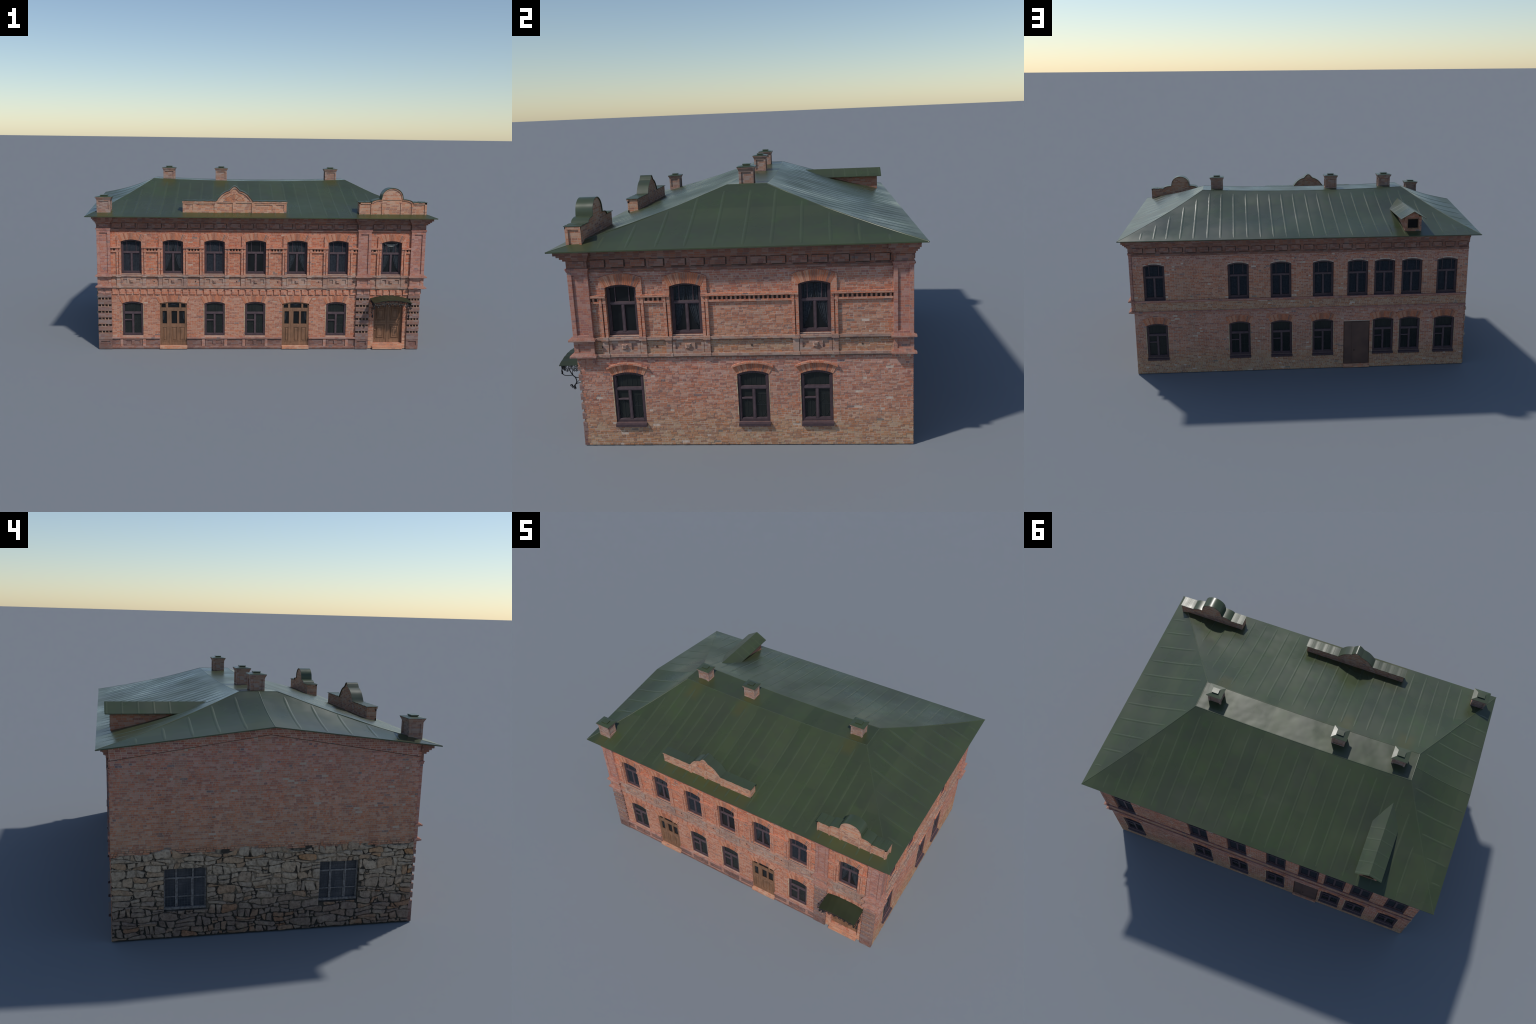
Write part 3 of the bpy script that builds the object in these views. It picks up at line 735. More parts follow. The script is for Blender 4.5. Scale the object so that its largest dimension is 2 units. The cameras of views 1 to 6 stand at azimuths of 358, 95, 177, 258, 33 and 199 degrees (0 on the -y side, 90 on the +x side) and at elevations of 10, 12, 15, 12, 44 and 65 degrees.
def ornament(side, spans, centres, wall, plain=False):
    T = WALL[side]; hw = UP['w'] / 2
    sur = MB(T); strips = MB(T); belt = MB(T); sill = MB(T); fri = MB(T); dark = MB(T); dent = MB(T)
    st = 0.0255
    for c in centres:
        # raised surround over the window head
        n = 10; ow = UP['w'] + 2 * .0235
        us = [c - hw + UP['w'] * k / n for k in range(n + 1)]
        sur.strip([(u, arc_z(u, c, UP['w'], UP['zs'], UP['zc']) + .0004) for u in us], [(u, arc_z(u, c, ow, .671, .6885)) for u in us], -.003, .0070)
        for s in (-1, 1):
            a, b = c + s * hw, c + s * (hw + .0235)
            p = [(a, .603), (b, .603), (b, arc_z(b, c, ow, .671, .6885)), (a, arc_z(a, c, ow, .671, .6885))]
            sur.prism(p if s > 0 else p[::-1], -.003, .0070)
            # paired strips beside the window and on the frieze
            for x0, x1, d in ((0.0005, .0115, .0075), (.0155, st, .0098)):
                l, r = sorted((c + s * (hw + x0), c + s * (hw + x1)))
                strips.box(l, r, .441, .5955, -.002, d)
            l, r = sorted((c + s * (hw + .003), c + s * (hw + st)))
            fri.box(l, r, .374, .4285, -.002, .0075)
        # frieze panel with two sunk squares and a diamond boss
        L, R = c - hw - .001, c + hw + .001
        d = .0058; q = 0.0115
        fri.box(L, R, .4165, .4285, -.002, d); fri.box(L, R, .375, .3905, -.002, d)
        xs = [L, c - .0375 - q, c - .0375 + q, c + .0375 - q, c + .0375 + q, R]
        for k in (0, 2, 4): fri.box(xs[k], xs[k + 1], .3905, .4165, -.002, d)
        fri.frustum(c - .0125, c + .0125, .391, .4145, d - .0005, d + .0075, .0075); fri.box(c - .0075, c + .0075, .4075, .4125, d, d + .009)
        fri.box(c - .0375 - q, c - .0375 + q, .3905, .4165, -.001, .0008); fri.box(c + .0375 - q, c + .0375 + q, .3905, .4165, -.001, .0008)
    for (a, b) in spans:
        ins = sorted([c for c in centres if a < c < b])
        edges = [a] + [x for c in ins for x in (c - hw, c + hw)] + [b]
        for l, r in zip(edges[0::2], edges[1::2]):
            if r - l < .004: continue
            belt.box(l, r, .5965, .6058, -.002, .0135)
            belt.box(l + .001, r - .001, .5735, .5812, -.002, .0078)
            dark.box(l + .001, r - .001, .5930, .5966, -.002, .0072)  # dark bars here and below the sill courses draw their shadow lines
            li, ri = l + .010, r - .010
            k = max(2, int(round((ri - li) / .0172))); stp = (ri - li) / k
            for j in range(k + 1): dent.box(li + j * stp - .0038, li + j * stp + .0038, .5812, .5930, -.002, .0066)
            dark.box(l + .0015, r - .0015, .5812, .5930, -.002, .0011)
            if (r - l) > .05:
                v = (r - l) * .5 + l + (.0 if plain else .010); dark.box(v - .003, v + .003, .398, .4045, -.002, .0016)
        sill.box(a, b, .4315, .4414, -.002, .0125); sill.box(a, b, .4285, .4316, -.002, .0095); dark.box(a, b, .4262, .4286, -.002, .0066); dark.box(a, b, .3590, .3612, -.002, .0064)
        for c in ins:
            for s in (-1, 1):
                l, r = sorted((c + s * (hw + .0), c + s * (hw + st + .002)))
                sill.box(l, r, .4290, .4425, -.002, .0150); sill.box(l, r, .3645, .3765, -.002, .0135)
        sill.box(a, b, .3655, .3752, -.002, .0115); sill.box(a, b, .3610, .3656, -.002, .0070)
    add("window_surround", sur.mesh("window_surround"), wall, [M_TRIM])
    add("window_strips", strips.mesh("window_strips"), wall, [M_TRIM])
    add("dentil_belt", belt.mesh("dentil_belt"), wall, [M_TRIM])
    add("dentil", dent.mesh("dentil"), wall, [M_TRIM], stuff=True)
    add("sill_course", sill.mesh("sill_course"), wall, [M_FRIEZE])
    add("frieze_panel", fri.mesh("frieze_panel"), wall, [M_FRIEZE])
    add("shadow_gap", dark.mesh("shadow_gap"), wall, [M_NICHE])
ornament('F', GAPF, front_up, wall_f)
ornament('R', GAPR, right_up, wall_r, True)

# row of hanging teeth under the front string course
mb = MB(WALL['F'])
for a, b in GAPF:
    mb.box(a, b, .3545, .3612, -.002, .0060)
    n = int(round((b - a) / .0404)); s = (b - a) / n
    for k in range(n):
        mb.box(a + k * s + .0052, a + (k + 1) * s - .0052, .3255, .3545, -.002, .0060)
        mb.box(a + k * s + .0052, a + (k + 1) * s - .0052, .3235, .3257, -.002, .0035)
add("tooth_course", mb.mesh("tooth_course"), wall_f, [M_TRIM], stuff=True)

# string courses of the back wall
mb = MB(WALL['B'])
mb.box(-.934, .9455, .4295, .4375, -.002, .0075); mb.box(-.934, .9455, .4245, .4296, -.002, .0035)
mb.box(-.934, .9455, .3645, .3735, -.002, .0075); mb.box(-.934, .9455, .3600, .3656, -.002, .0035)
add("string_course", mb.mesh("string_course"), wall_b, [M_PILASTER])

# cornice with raised blocks
def cornice(side, spans, wall):
    T = WALL[side]; c = MB(T); bl = MB(T); dk = MB(T)
    for a, b in spans:
        c.box(a, b, .703, .745, -.004, .0022)
        for z0, z1, d in ((.6935, .6985, .0030), (.6984, .7045, .0085), (.7044, .7075, .0055), (.7445, .7535, .0095), (.7534, .7560, .0135), (.7559, .7655, .0185), (.7654, .7680, .0225), (.7679, .7850, .0290)):
            c.box(a, b, z0, z1, -.004, d)
        n = max(2, int(round((b - a) / .0735))); s = (b - a) / n
        r = random.Random(int(a * 100) + ord(side))
        for k in range(n):
            l = a + k * s + .010 + r.uniform(-.002, .002); w = s - .020 + r.uniform(-.003, .003)
            bl.box(l, l + w, .7135 + r.uniform(-.001, .001), .7405, 0, .0072 + r.uniform(0, .001))
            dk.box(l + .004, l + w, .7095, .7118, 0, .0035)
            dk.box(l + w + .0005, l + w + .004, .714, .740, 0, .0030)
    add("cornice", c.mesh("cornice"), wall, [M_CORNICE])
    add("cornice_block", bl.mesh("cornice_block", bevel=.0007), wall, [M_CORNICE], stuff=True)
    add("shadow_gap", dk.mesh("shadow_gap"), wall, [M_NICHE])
cornice('F', GAPF, wall_f); cornice('R', GAPR, wall_r); cornice('B', [(-.934, .9455)], wall_b)
# ------------------------------------------------------------------ pilasters
def pilaster(side, u0, u1, d, lower, wall, flare_l=True, flare_r=True, lift=0.0):
    T0 = WALL[side]; T = T0 if not lift else (lambda u, z, d: T0(u, z + lift, d)); p = MB(T); ped = MB(T); cap = MB(T)
    b = -.004; w = u1 - u0; bw = .0165 * w / .077
    # shaft with a sunk panel
    p.box(u0 + bw - .001, u1 - bw + .001, .442, .700, b, d - .0065)
    p.box(u0, u0 + bw, .441, .7005, b, d); p.box(u1 - bw, u1, .441, .7005, b, d)
    p.box(u0 + bw, u1 - bw, .6855, .7005, b, d); p.box(u0 + bw, u1 - bw, .441, .4525, b, d)
    fl, fr = float(flare_l), float(flare_r)
    p.box(u0 - .0025 * fl, u1 + .0025 * fr, .7004, .7065, b, d + .0025); p.box(u0 - .0012 * fl, u1 + .0012 * fr, .6975, .7005, b, d + .0012)
    p.box(u0 - .004 * fl, u1 + .004 * fr, .7064, .7110, b, d + .004)
    cap.box(u0, u1, .7108, .7420, b, d); cap.box(u0 + .011, u1 - .009, .7165, .7385, b, d + .003)
    for k in range(4):
        o = .0085 * (k + 1); cap.box(u0 - o * .62 * fl, u1 + o * .62 * fr, .7415 + .0085 * k, .7503 + .0085 * k + (.011 if k == 3 else 0), b, d + o)
    for z in (.4300, .3660):
        for k, (za, zb, o) in enumerate(((0, .0035, .0060), (.0034, .0100, .0150), (.0099, .0122, .0095), (.0121, .0142, .0045))):
            ped.box(u0 - o * .65 * fl, u1 + o * .65 * fr, z + za - .001, z + zb - .001, b, d + o)
    bw2 = bw * .85
    ped.box(u0 + bw2 - .001, u1 - bw2 + .001, .3765, .429, b, d - .0040)
    ped.box(u0, u0 + bw2, .3755, .4300, b, d); ped.box(u1 - bw2, u1, .3755, .4300, b, d)
    ped.box(u0 + bw2, u1 - bw2, .4205, .4300, b, d); ped.box(u0 + bw2, u1 - bw2, .3755, .3855, b, d)
    ob = add("pilaster", p.mesh("pilaster", bevel=.0005), root, [M_PILASTER])
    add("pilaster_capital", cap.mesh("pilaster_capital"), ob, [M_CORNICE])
    add("pilaster_pedestal", ped.mesh("pilaster_pedestal"), ob, [M_FRIEZE_P])
    if lower:
        q = MB(T); nb = MB(T); po = MB(T); bs = MB(T)
        e = d - .0015
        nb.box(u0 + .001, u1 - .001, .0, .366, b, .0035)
        q.box(u0 + .0008, u1 - .0008, .3255, .3650, b, e - .003)
        for x0, x1 in ((.03, .41), (.57, .97)): q.box(u0 + w * x0, u0 + w * x1, .3300, .3530, b, e + .0005)
        q.box(u0, u1, .3525, .3655, b, e)
        q.cur = 1
        q.box(u0 - .0004, u1 + .0004, .3072, .3262, b, e + .0008)
        for i in range(6):
            zt = .3065 - .0394 * i
            zn = zt - .0138
            q.box(u0 - .0004, u1 + .0004, zn - .0258 if i < 5 else zn - .0402, zn, b, e + .0008)
            for k in range(5):
                pu = u0 + w * (k * .25)
                if 0 < k < 4: po.box(pu - .0024, pu + .0024, zn, zt + .0006, b, e - .0015)
        q.cur = 2
        for (x0, x1, z0, z1, dd) in ((.02, .98, 0.0005, .0525, e - .004), (0, .16, 0.0, .0535, e + .001), (.84, 1, 0, .0535, e + .001), (.16, .84, .0, .0215, e + .001), (.16, .84, .0475, .0540, e + .001)):
            bs.box(u0 + w * x0, u0 + w * x1, z0, z1, b, dd)
        add("quoin", q.mesh("quoin", bevel=.0005), ob, [M_FRIEZE_P, M_BAND, M_PLINTH])
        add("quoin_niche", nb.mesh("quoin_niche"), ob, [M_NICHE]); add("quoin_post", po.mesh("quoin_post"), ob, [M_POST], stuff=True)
        add("pilaster_base", bs.mesh("pilaster_base"), ob, [M_PLINTH])
    return ob
M_FRIEZE_P = brick_material("brick_pedestal", (0.47, 0.215, 0.155), (0.44, 0.30, 0.24), False, None, 0.3, spread=0.18)
PD = 0.0135
pilaster('F', *PL_L, PD, True, wall_f, flare_l=True); pilaster('F', *PL_M, PD, True, wall_f)
# the corner one stands wider above than its foot
def corner():
    ob = pilaster('F', PL_R[0], .9484, PD, False, wall_f, 1.0, 1.57)
    T = WALL['F']
    q = MB(T); nb = MB(T); po = MB(T); bs = MB(T); u0, u1 = .863, .934; w = u1 - u0; b = -.004; e = PD - .0015
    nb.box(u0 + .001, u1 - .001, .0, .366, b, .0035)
    q.box(u0 + .0008, u1 - .0008, .3255, .3650, b, e - .003)
    for x0, x1 in ((.03, .41), (.57, .97)): q.box(u0 + w * x0, u0 + w * x1, .3300, .3530, b, e + .0005)
    q.box(u0, u1, .3525, .3655, b, e)
    q.cur = 1
    q.box(u0 - .0004, u1 + .0004, .3072, .3262, b, e + .0008)
    for i in range(6):
        zt = .3065 - .0394 * i; zn = zt - .0138
        q.box(u0 - .0004, u1 + .0004, zn - .0258 if i < 5 else zn - .0402, zn, b, e + .0008)
        for k in range(5):
            pu = u0 + w * (k * .25)
            if 0 < k < 4: po.box(pu - .0024, pu + .0024, zn, zt + .0006, b, e - .0015)
    for (x0, x1, z0, z1, dd) in ((.02, .98, 0.0005, .0525, e - .004), (0, .16, 0.0, .0535, e + .001), (.84, 1, 0, .0535, e + .001), (.16, .84, .0, .0215, e + .001), (.16, .84, .0475, .0540, e + .001)):
        bs.box(u0 + w * x0, u0 + w * x1, z0, z1, b, dd)
    add("quoin", q.mesh("quoin", bevel=.0005), ob, [M_FRIEZE_P, M_BAND, M_PLINTH])
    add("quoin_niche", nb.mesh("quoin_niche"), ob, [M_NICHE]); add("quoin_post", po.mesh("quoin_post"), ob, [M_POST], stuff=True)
    add("pilaster_base", bs.mesh("pilaster_base"), ob, [M_PLINTH])
corner()
pilaster('R', -0.6071, -0.529, 0.0150, False, wall_r, 1.56, 1.0, 0.0006)
pilaster('R', 0.5915, 0.6640, 0.0150, False, wall_r)
# small block under the pedestal on the right-hand side
mb = MB(WALL['R'])
mb.box(-.600, -.530, .3300, .3655, -.003, .0035); mb.box(-.597, -.572, .3345, .354, 0, .0060); mb.box(-.558, -.535, .3345, .354, 0, .0060)
add("pilaster_stub", mb.mesh("pilaster_stub"), root, [M_FRIEZE_P])

# ------------------------------------------------------------------ plinth of the front
mb = MB(WALL['F']); top = MB(WALL['F'])
door_spans = [(c - DOOR['w'] / 2 - .0008, c + DOOR['w'] / 2 + .0008) for c in front_doors]
runs = subtract(subtract([GAPF[0]], *door_spans[0]), *door_spans[1])
for a, b in runs:
    mb.box(a, b, 0, .066, -.02, .0035)
    mb.box(a, b, 0, .0125, -.002, .0095)
    top.box(a, b, .0615, .0700, -.002, .0120); top.box(a, b, .0590, .0616, -.002, .0070); top.box(a, b, .0124, .0155, -.002, .0080)
    posts = []
    for c in front_low:
        if a < c < b:
            h = LOW['w'] / 2
            for s in (-1, 1):
                u = c + s * (h + .006); posts.append(u); top.box(u - .0085, u + .0085, .0155, .0572, -.002, .0085)
            l, r = c - h + .006, c + h - .006
            mb.box(l, r, .0500, .0572, 0, .0075); mb.box(l, r, .0155, .0270, 0, .0075)
            mb.box(l, l + .012, .027, .050, 0, .0075); mb.box(r - .012, r, .027, .050, 0, .0075); mb.box(c - .009, c + .009, .027, .050, 0, .0090)
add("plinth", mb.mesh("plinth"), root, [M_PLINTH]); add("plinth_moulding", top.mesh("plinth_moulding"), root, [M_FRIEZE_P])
mb = MB(WALL['F'])   # bay of the large door
mb.box(.634, BIGX - BIG['w'] / 2 - .0008, 0, .066, -.02, .0012); mb.box(BIGX + BIG['w'] / 2 + .0008, .863, 0, .066, -.02, .0012); mb.box(.634, .863, 0, .0308, -.02, .0024)
mb.box(.634, BIGX - BIG['w'] / 2 - .0014, .048, .0505, -.002, .003); mb.box(BIGX + BIG['w'] / 2 + .0014, .863, .048, .0505, -.002, .003)
add("plinth", mb.mesh("plinth"), root, [M_STEP])

def step(side, a, b, h, d):
    mb = MB(WALL[side]); mb.box(a, b, 0, h * .72, -.01, d); mb.box(a, b, h * .72, h, -.02, d - .003)
    add("door_step", mb.mesh("door_step", bevel=.0008), root, [M_STEP])
for c in front_doors: step('F', c - .080, c + .080, .0185, .0165)
step('F', .661, .8395, .0155, .0215)
step('B', BDOOR - .0755, BDOOR + .0755, .0205, .008)

# ------------------------------------------------------------------ doors
def leaf_panel(mb, l, r, a, b, d):
    """raised and moulded panel"""
    mb.box(l, r, a, b, d - .004, d - .0028)
    e = .0028
    mb.box(l, l + e, a, b, d - .004, d + .0012); mb.box(r - e, r, a, b, d - .004, d + .0012)
    mb.box(l + e, r - e, a, a + e, d - .004, d + .0012); mb.box(l + e, r - e, b - e, b, d - .004, d + .0012)
    mb.frustum(l + .006, r - .006, a + .006, b - .006, d - .003, d + .0006, .003)

def front_door(c):
    o = DOOR; w = o['w'] - .001; h = w / 2; d = -.0045; D0 = -.016
    fx = lambda p: -h + w * (p - 628) / 210.0
    fz = lambda p: .2821 - (p - 1108) * .000761
    mb = MB(LOCAL)
    vs = [(628, 640), (680, 690 + 12), (705, 718), (760, 778), (820, 838)]
    z0, z1, zs = o['z0'], o['zc'] - .0005, o['zs']
    n = 12; us = [-h + w * k / n for k in range(n + 1)]
    mb.strip([(u, arc_z(u, 0, w, zs, z1) - .0075) for u in us], [(u, arc_z(u, 0, w, zs, z1)) for u in us], D0, d + .001)
    mb.box(-h, -h + .0075, z0, zs - .0005, D0, d + .001); mb.box(h - .0075, h, z0, zs - .0005, D0, d + .001)
    mb.box(-h + .0075, h - .0075, .2285, .2435, D0, d + .0005)                    # transom
    for a, b in ((672, 690), (778, 793)): mb.box(fx(a), fx(b), .2435, arc_z(fx((a + b) / 2), 0, w, zs, z1) - .0068, D0, d)
    rails = [(.1295, .1475), (z0, .041), (.2236, .2286)]
    for a, b in rails: mb.box(-h + .0075, h - .0075, a, b, D0, d)
    stiles = ((fx(638), fx(646)), (fx(681), fx(717)), (fx(761), fx(777)), (fx(821), fx(829)))
    for a, b in stiles:
        mb.box(a, b, .1475, .2237, D0, d + .0004); mb.box(a, b, .041, .1296, D0, d + .0004)
    mb.box(fx(698), fx(703), z0 + .002, .2285, D0, d + .0022)                     # cover strip between leaves
    for a, b in ((646, 681), (717, 761), (777, 821)): leaf_panel(mb, fx(a), fx(b), .041, .1295, d)
    mb.box(-h + .0075, h - .0075, .0195, .030, d, d + .0012)
    me = mb.mesh("door", bevel=.0005); me.materials.append(M_WOOD)
    dr = place("door", me, 'F', c, root)
    pb = MB(LOCAL); pb.prism(arched(0, w - .004, .142, zs - .003, z1 - .006), D0 - .002, -.0115)
    pm = pb.mesh("door_glass"); pm.materials.append(M_PANE); place("door_glass", pm, 'F', c, dr)
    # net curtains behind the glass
    lb = MB(LOCAL)
    for (a, b, s) in ((690, 778, 1), (638, 672, .75), (793, 829, .75)):
        l, r = fx(a), fx(b); m = (l + r) / 2; nn = 10
        lo = []; hi = []
        for k in range(nn + 1):
            u = l + (r - l) * k / nn; t = (k / nn * 2 - 1)
            hi.append((u, .2705)); lo.append((u, .2705 - .010 * (1 - .75 * abs(t)) * s - .002))
        lb.strip(lo, hi, -.0114, -.0106)
    lm = lb.mesh("valance"); lm.materials.append(M_CLOTH_L); place("valance", lm, 'F', c, dr)
    kb = MB(LOCAL)
    for sgn, cx in ((1, fx(646)), (-1, fx(821))):
        for k in range(6):
            lo = []; hi = []
            for j in range(7):
                z = .2225 - .07 * j / 6; off = (k * .0022 + .0005) * (1 - (j / 6) ** 1.6)
                lo.append((cx + sgn * (off + .001), z)); hi.append((cx + sgn * (off + .0021), z))
            kb.strip(lo, hi, -.0114, -.0108)
    km = kb.mesh("curtain"); km.materials.append(M_CLOTH_L); place("curtain", km, 'F', c, dr)
for c in front_doors: front_door(c)

def big_door():
    o = BIG; w = o['w'] - .001; h = w / 2; d = -.020; D0 = -.029; mb = MB(LOCAL)
    mb.prism(arched(0, w, o['z0'], o['zs'], o['zc'] - .0005), D0, d - .004)
    for s in (-1, 1):
        l, r = (-h, -.0008) if s < 0 else (.0008, h)
        e = .012
        mb.box(l, l + e, o['z0'], o['zs'], d - .005, d); mb.box(r - e, r, o['z0'], o['zs'], d - .005, d)
        for a, b in ((o['z0'], .050), (.140, .166), (.2505, .262)): mb.box(l + e, r - e, a, b, d - .005, d)
        for a, b in ((.052, .138), (.168, .2485)):
            leaf_panel(mb, l + e + .001, r - e - .001, a, b, d); leaf_panel(mb, l + e + .012, r - e - .012, a + .013, b - .013, d + .0022)
        mb.box(l + e * .3, r - e * .3, .1515, .1545, d, d + .0022)
    mb.box(-.003, .003, o['z0'], .262, d, d + .0028)
    me = mb.mesh("door", bevel=.0005); me.materials.append(M_WOOD)
    dr = place("door", me, 'F', BIGX, root)
    kb = MB(LOCAL); kb.box(-h + .010, -h + .016, .108, .113, d, d + .005); km = kb.mesh("door_handle"); km.materials.append(M_POST); place("door_handle", km, 'F', BIGX, dr)
big_door()

def back_door():
    w = .149; h = w / 2; mb = MB(LOCAL); d = -.004
    mb.box(-h, h, .0205, .2825, -.02, d - .003)
    mb.box(-h + .003, -h + .050, .0225, .2755, d - .004, d); mb.box(-h + .052, h - .003, .0225, .2755, d - .004, d + .0008)
    mb.box(-h + .0475, -h + .054, .0225, .2755, d - .003, d + .0022)
    mb.box(-h, h, .2765, .2825, d - .004, d + .0012)
    me = mb.mesh("door", bevel=.0006); me.materials.append(M_STEEL); dr = place("door", me, 'B', BDOOR, root)
    kb = MB(LOCAL)
    n = 10; c = (-h + .062, .104); kb.prism([(c[0] + .0028 * math.cos(t * 2 * math.pi / n), c[1] + .0028 * math.sin(t * 2 * math.pi / n)) for t in range(n)], d, d + .004)
    km = kb.mesh("door_handle"); km.materials.append(M_DARK); place("door_handle", km, 'B', BDOOR, dr)
back_door()

# ------------------------------------------------------------------ roof
V = lambda *a: Vector(a)
EFL, EFR, EBR, EBL = V(-.9988, -.6608, .7835), V(.9989, -.6605, .7853), V(.998, .7097, .790), V(-.9988, .7103, .7856)
GAB = V(-1.0, .0385, .8660)
TFL, TFR, TBR, TBL = V(-.674, -.0465, .9645), V(.559, -.0448, .965), V(.558, .120, .965), V(-.674, .1195, .9645)
TML = (TFL + TBL) / 2
DROP, SAG = 0.0115, 0.0140
def sag(x):
    t = (x + .0575) / .6165; return -SAG * max(0, 1 - t * t)
def patch(e0, e1, t0, t1, sagging):
    def f(s, t):
        lo = e0.lerp(e1, s); hi = t0.lerp(t1, s); p = lo.lerp(hi, t)
        tt = t / .94 if t < .47 else 1 - (t - .47) / 1.06
        p.z -= DROP * math.sin(math.pi * t)
        if sagging:
            p.z += sag(hi.x) * t * t
            q = (p.x + .945) / .0727; k = int(math.floor(q)); f0 = q - k
            amp = .0011 * (.5 + .5 * math.sin(k * 2.7 + 1.3) * math.sin(t * 5 + k * 1.9))
            p.z += amp * math.sin(math.pi * f0) * min(1, 6 * t) * min(1, 6 * (1 - t))
            p.z += .0016 * math.sin(p.x * 5.3 + .7) * math.sin(math.pi * t) * math.sin(t * 7 + p.x * 3)
        return p
    return f
P_F = patch(EFL, EFR, TFL, TFR, True); P_R = patch(EFR, EBR, TFR, TBR, False); P_B = patch(EBR, EBL, TBR, TBL, True)
P_L1 = patch(EBL, GAB, TBL, TML, False); P_L2 = patch(GAB, EFL, TML, TFL, False)
def P_T(s, t):
    p = TFL.lerp(TFR, s).lerp(TBL.lerp(TBR, s), t); p.z += sag(p.x); return p
TH = 0.0045
def slab(mb, f, ns, nt):
    A = [[mb.vert(f(a / ns, b / nt)) for a in range(ns + 1)] for b in range(nt + 1)]
    B = [[mb.vert(f(a / ns, b / nt) - V(0, 0, TH)) for a in range(ns + 1)] for b in range(nt + 1)]
    for b in range(nt):
        for a in range(ns):
            mb.face([A[b][a], A[b][a + 1], A[b + 1][a + 1], A[b + 1][a]]); mb.face([B[b][a], B[b + 1][a], B[b + 1][a + 1], B[b][a + 1]])
    for a in range(ns): mb.face([A[0][a], B[0][a], B[0][a + 1], A[0][a + 1]])
mb = MB()
for f, ns in ((P_F, 220), (P_R, 16), (P_B, 220), (P_L1, 10), (P_L2, 10)): slab(mb, f, ns, 14)
slab(mb, P_T, 220, 4)
roof = add("roof", mb.mesh("roof", fix=False, smooth=25), root, [M_ROOF])

def tube_section(path, ups, prof, taper=False):
    """sweep a small section (side, up) along a path"""
    mb = MB(); rings = []
    for k, p in enumerate(path):
        t = (path[min(k + 1, len(path) - 1)] - path[max(k - 1, 0)]).normalized()
        up = ups[k]; sd = t.cross(up).normalized()
        e = min(1.0, (k + .2) / 1.6, (len(path) - .8 - k) / 1.6) if taper else 1.0
        rings.append([mb.vert(p + sd * a * (.5 + .5 * e) + up * (b * e if b > 0 else b)) for a, b in prof])
    n = len(prof)
    for x, y in zip(rings, rings[1:]):
        for k in range(n): mb.face([x[k], x[(k + 1) % n], y[(k + 1) % n], y[k]])
    mb.face(rings[0][::-1]); mb.face(rings[-1])
    return mb
SEC = [(-.0105, -.0007), (-.0070, .0001), (-.0042, .0008), (-.0016, .0013), (.0016, .0013), (.0042, .0008), (.0070, .0001), (.0105, -.0007)]
def seam(f, axis, pos, t0=.035, t1=.93):
    path = []; ups = []
    for k in range(19):
        t = t0 + (t1 - t0) * k / 18
        a, b = f(0, t), f(1, t)
        s = (pos - a[axis]) / (b[axis] - a[axis])
        if s < .022 or s > .978: break
        p = f(s, t); e = .01
        n = (f(s + e, t) - f(s - e, t)).cross(f(s, t + e) - f(s, t - e)).normalized()
        path.append(p); ups.append(n)
    if len(path) < 3: return
    path[0] = path[0] - ups[0] * 0.0
    mb = tube_section(path, ups, SEC, True)
    add("roof_seam", mb.mesh("roof_seam", smooth=70), roof, [M_SEAM])
for k in range(27):
    seam(P_F, 0, -.945 + .0727 * k + rng.uniform(-.003, .003)); seam(P_B, 0, -.940 + .0727 * k + rng.uniform(-.003, .003))
for k in range(12): seam(P_R, 1, -.575 + .105 * k + rng.uniform(-.003, .003), t1=.90)
for k in range(12):
    y = .0385 + .105 * (k - 6) + rng.uniform(-.003, .003)
    if k != 6: seam(P_L2 if y < .0385 else P_L1, 1, y, t1=.90)
# folded ridge lines on the hips and around the flat
def fold(fn, n=14, r=.0032):
    path = [fn(k / n) for k in range(n + 1)]
    mb = tube_section(path, [V(0, 0, 1)] * len(path), [(-r, -r * .9), (-r * .75, r * .0), (0, r * .22), (r * .75, r * .0), (r, -r * .9)])
    add("roof_ridge", mb.mesh("roof_ridge", smooth=70), roof, [M_SEAM])
for fn in (lambda t: P_F(0, t), lambda t: P_F(1, t), lambda t: P_B(0, t), lambda t: P_B(1, t), lambda t: P_T(t, 0), lambda t: P_T(t, 1), lambda t: P_T(0, t), lambda t: P_T(1, t), lambda t: P_L1(1, t)): fold(fn)

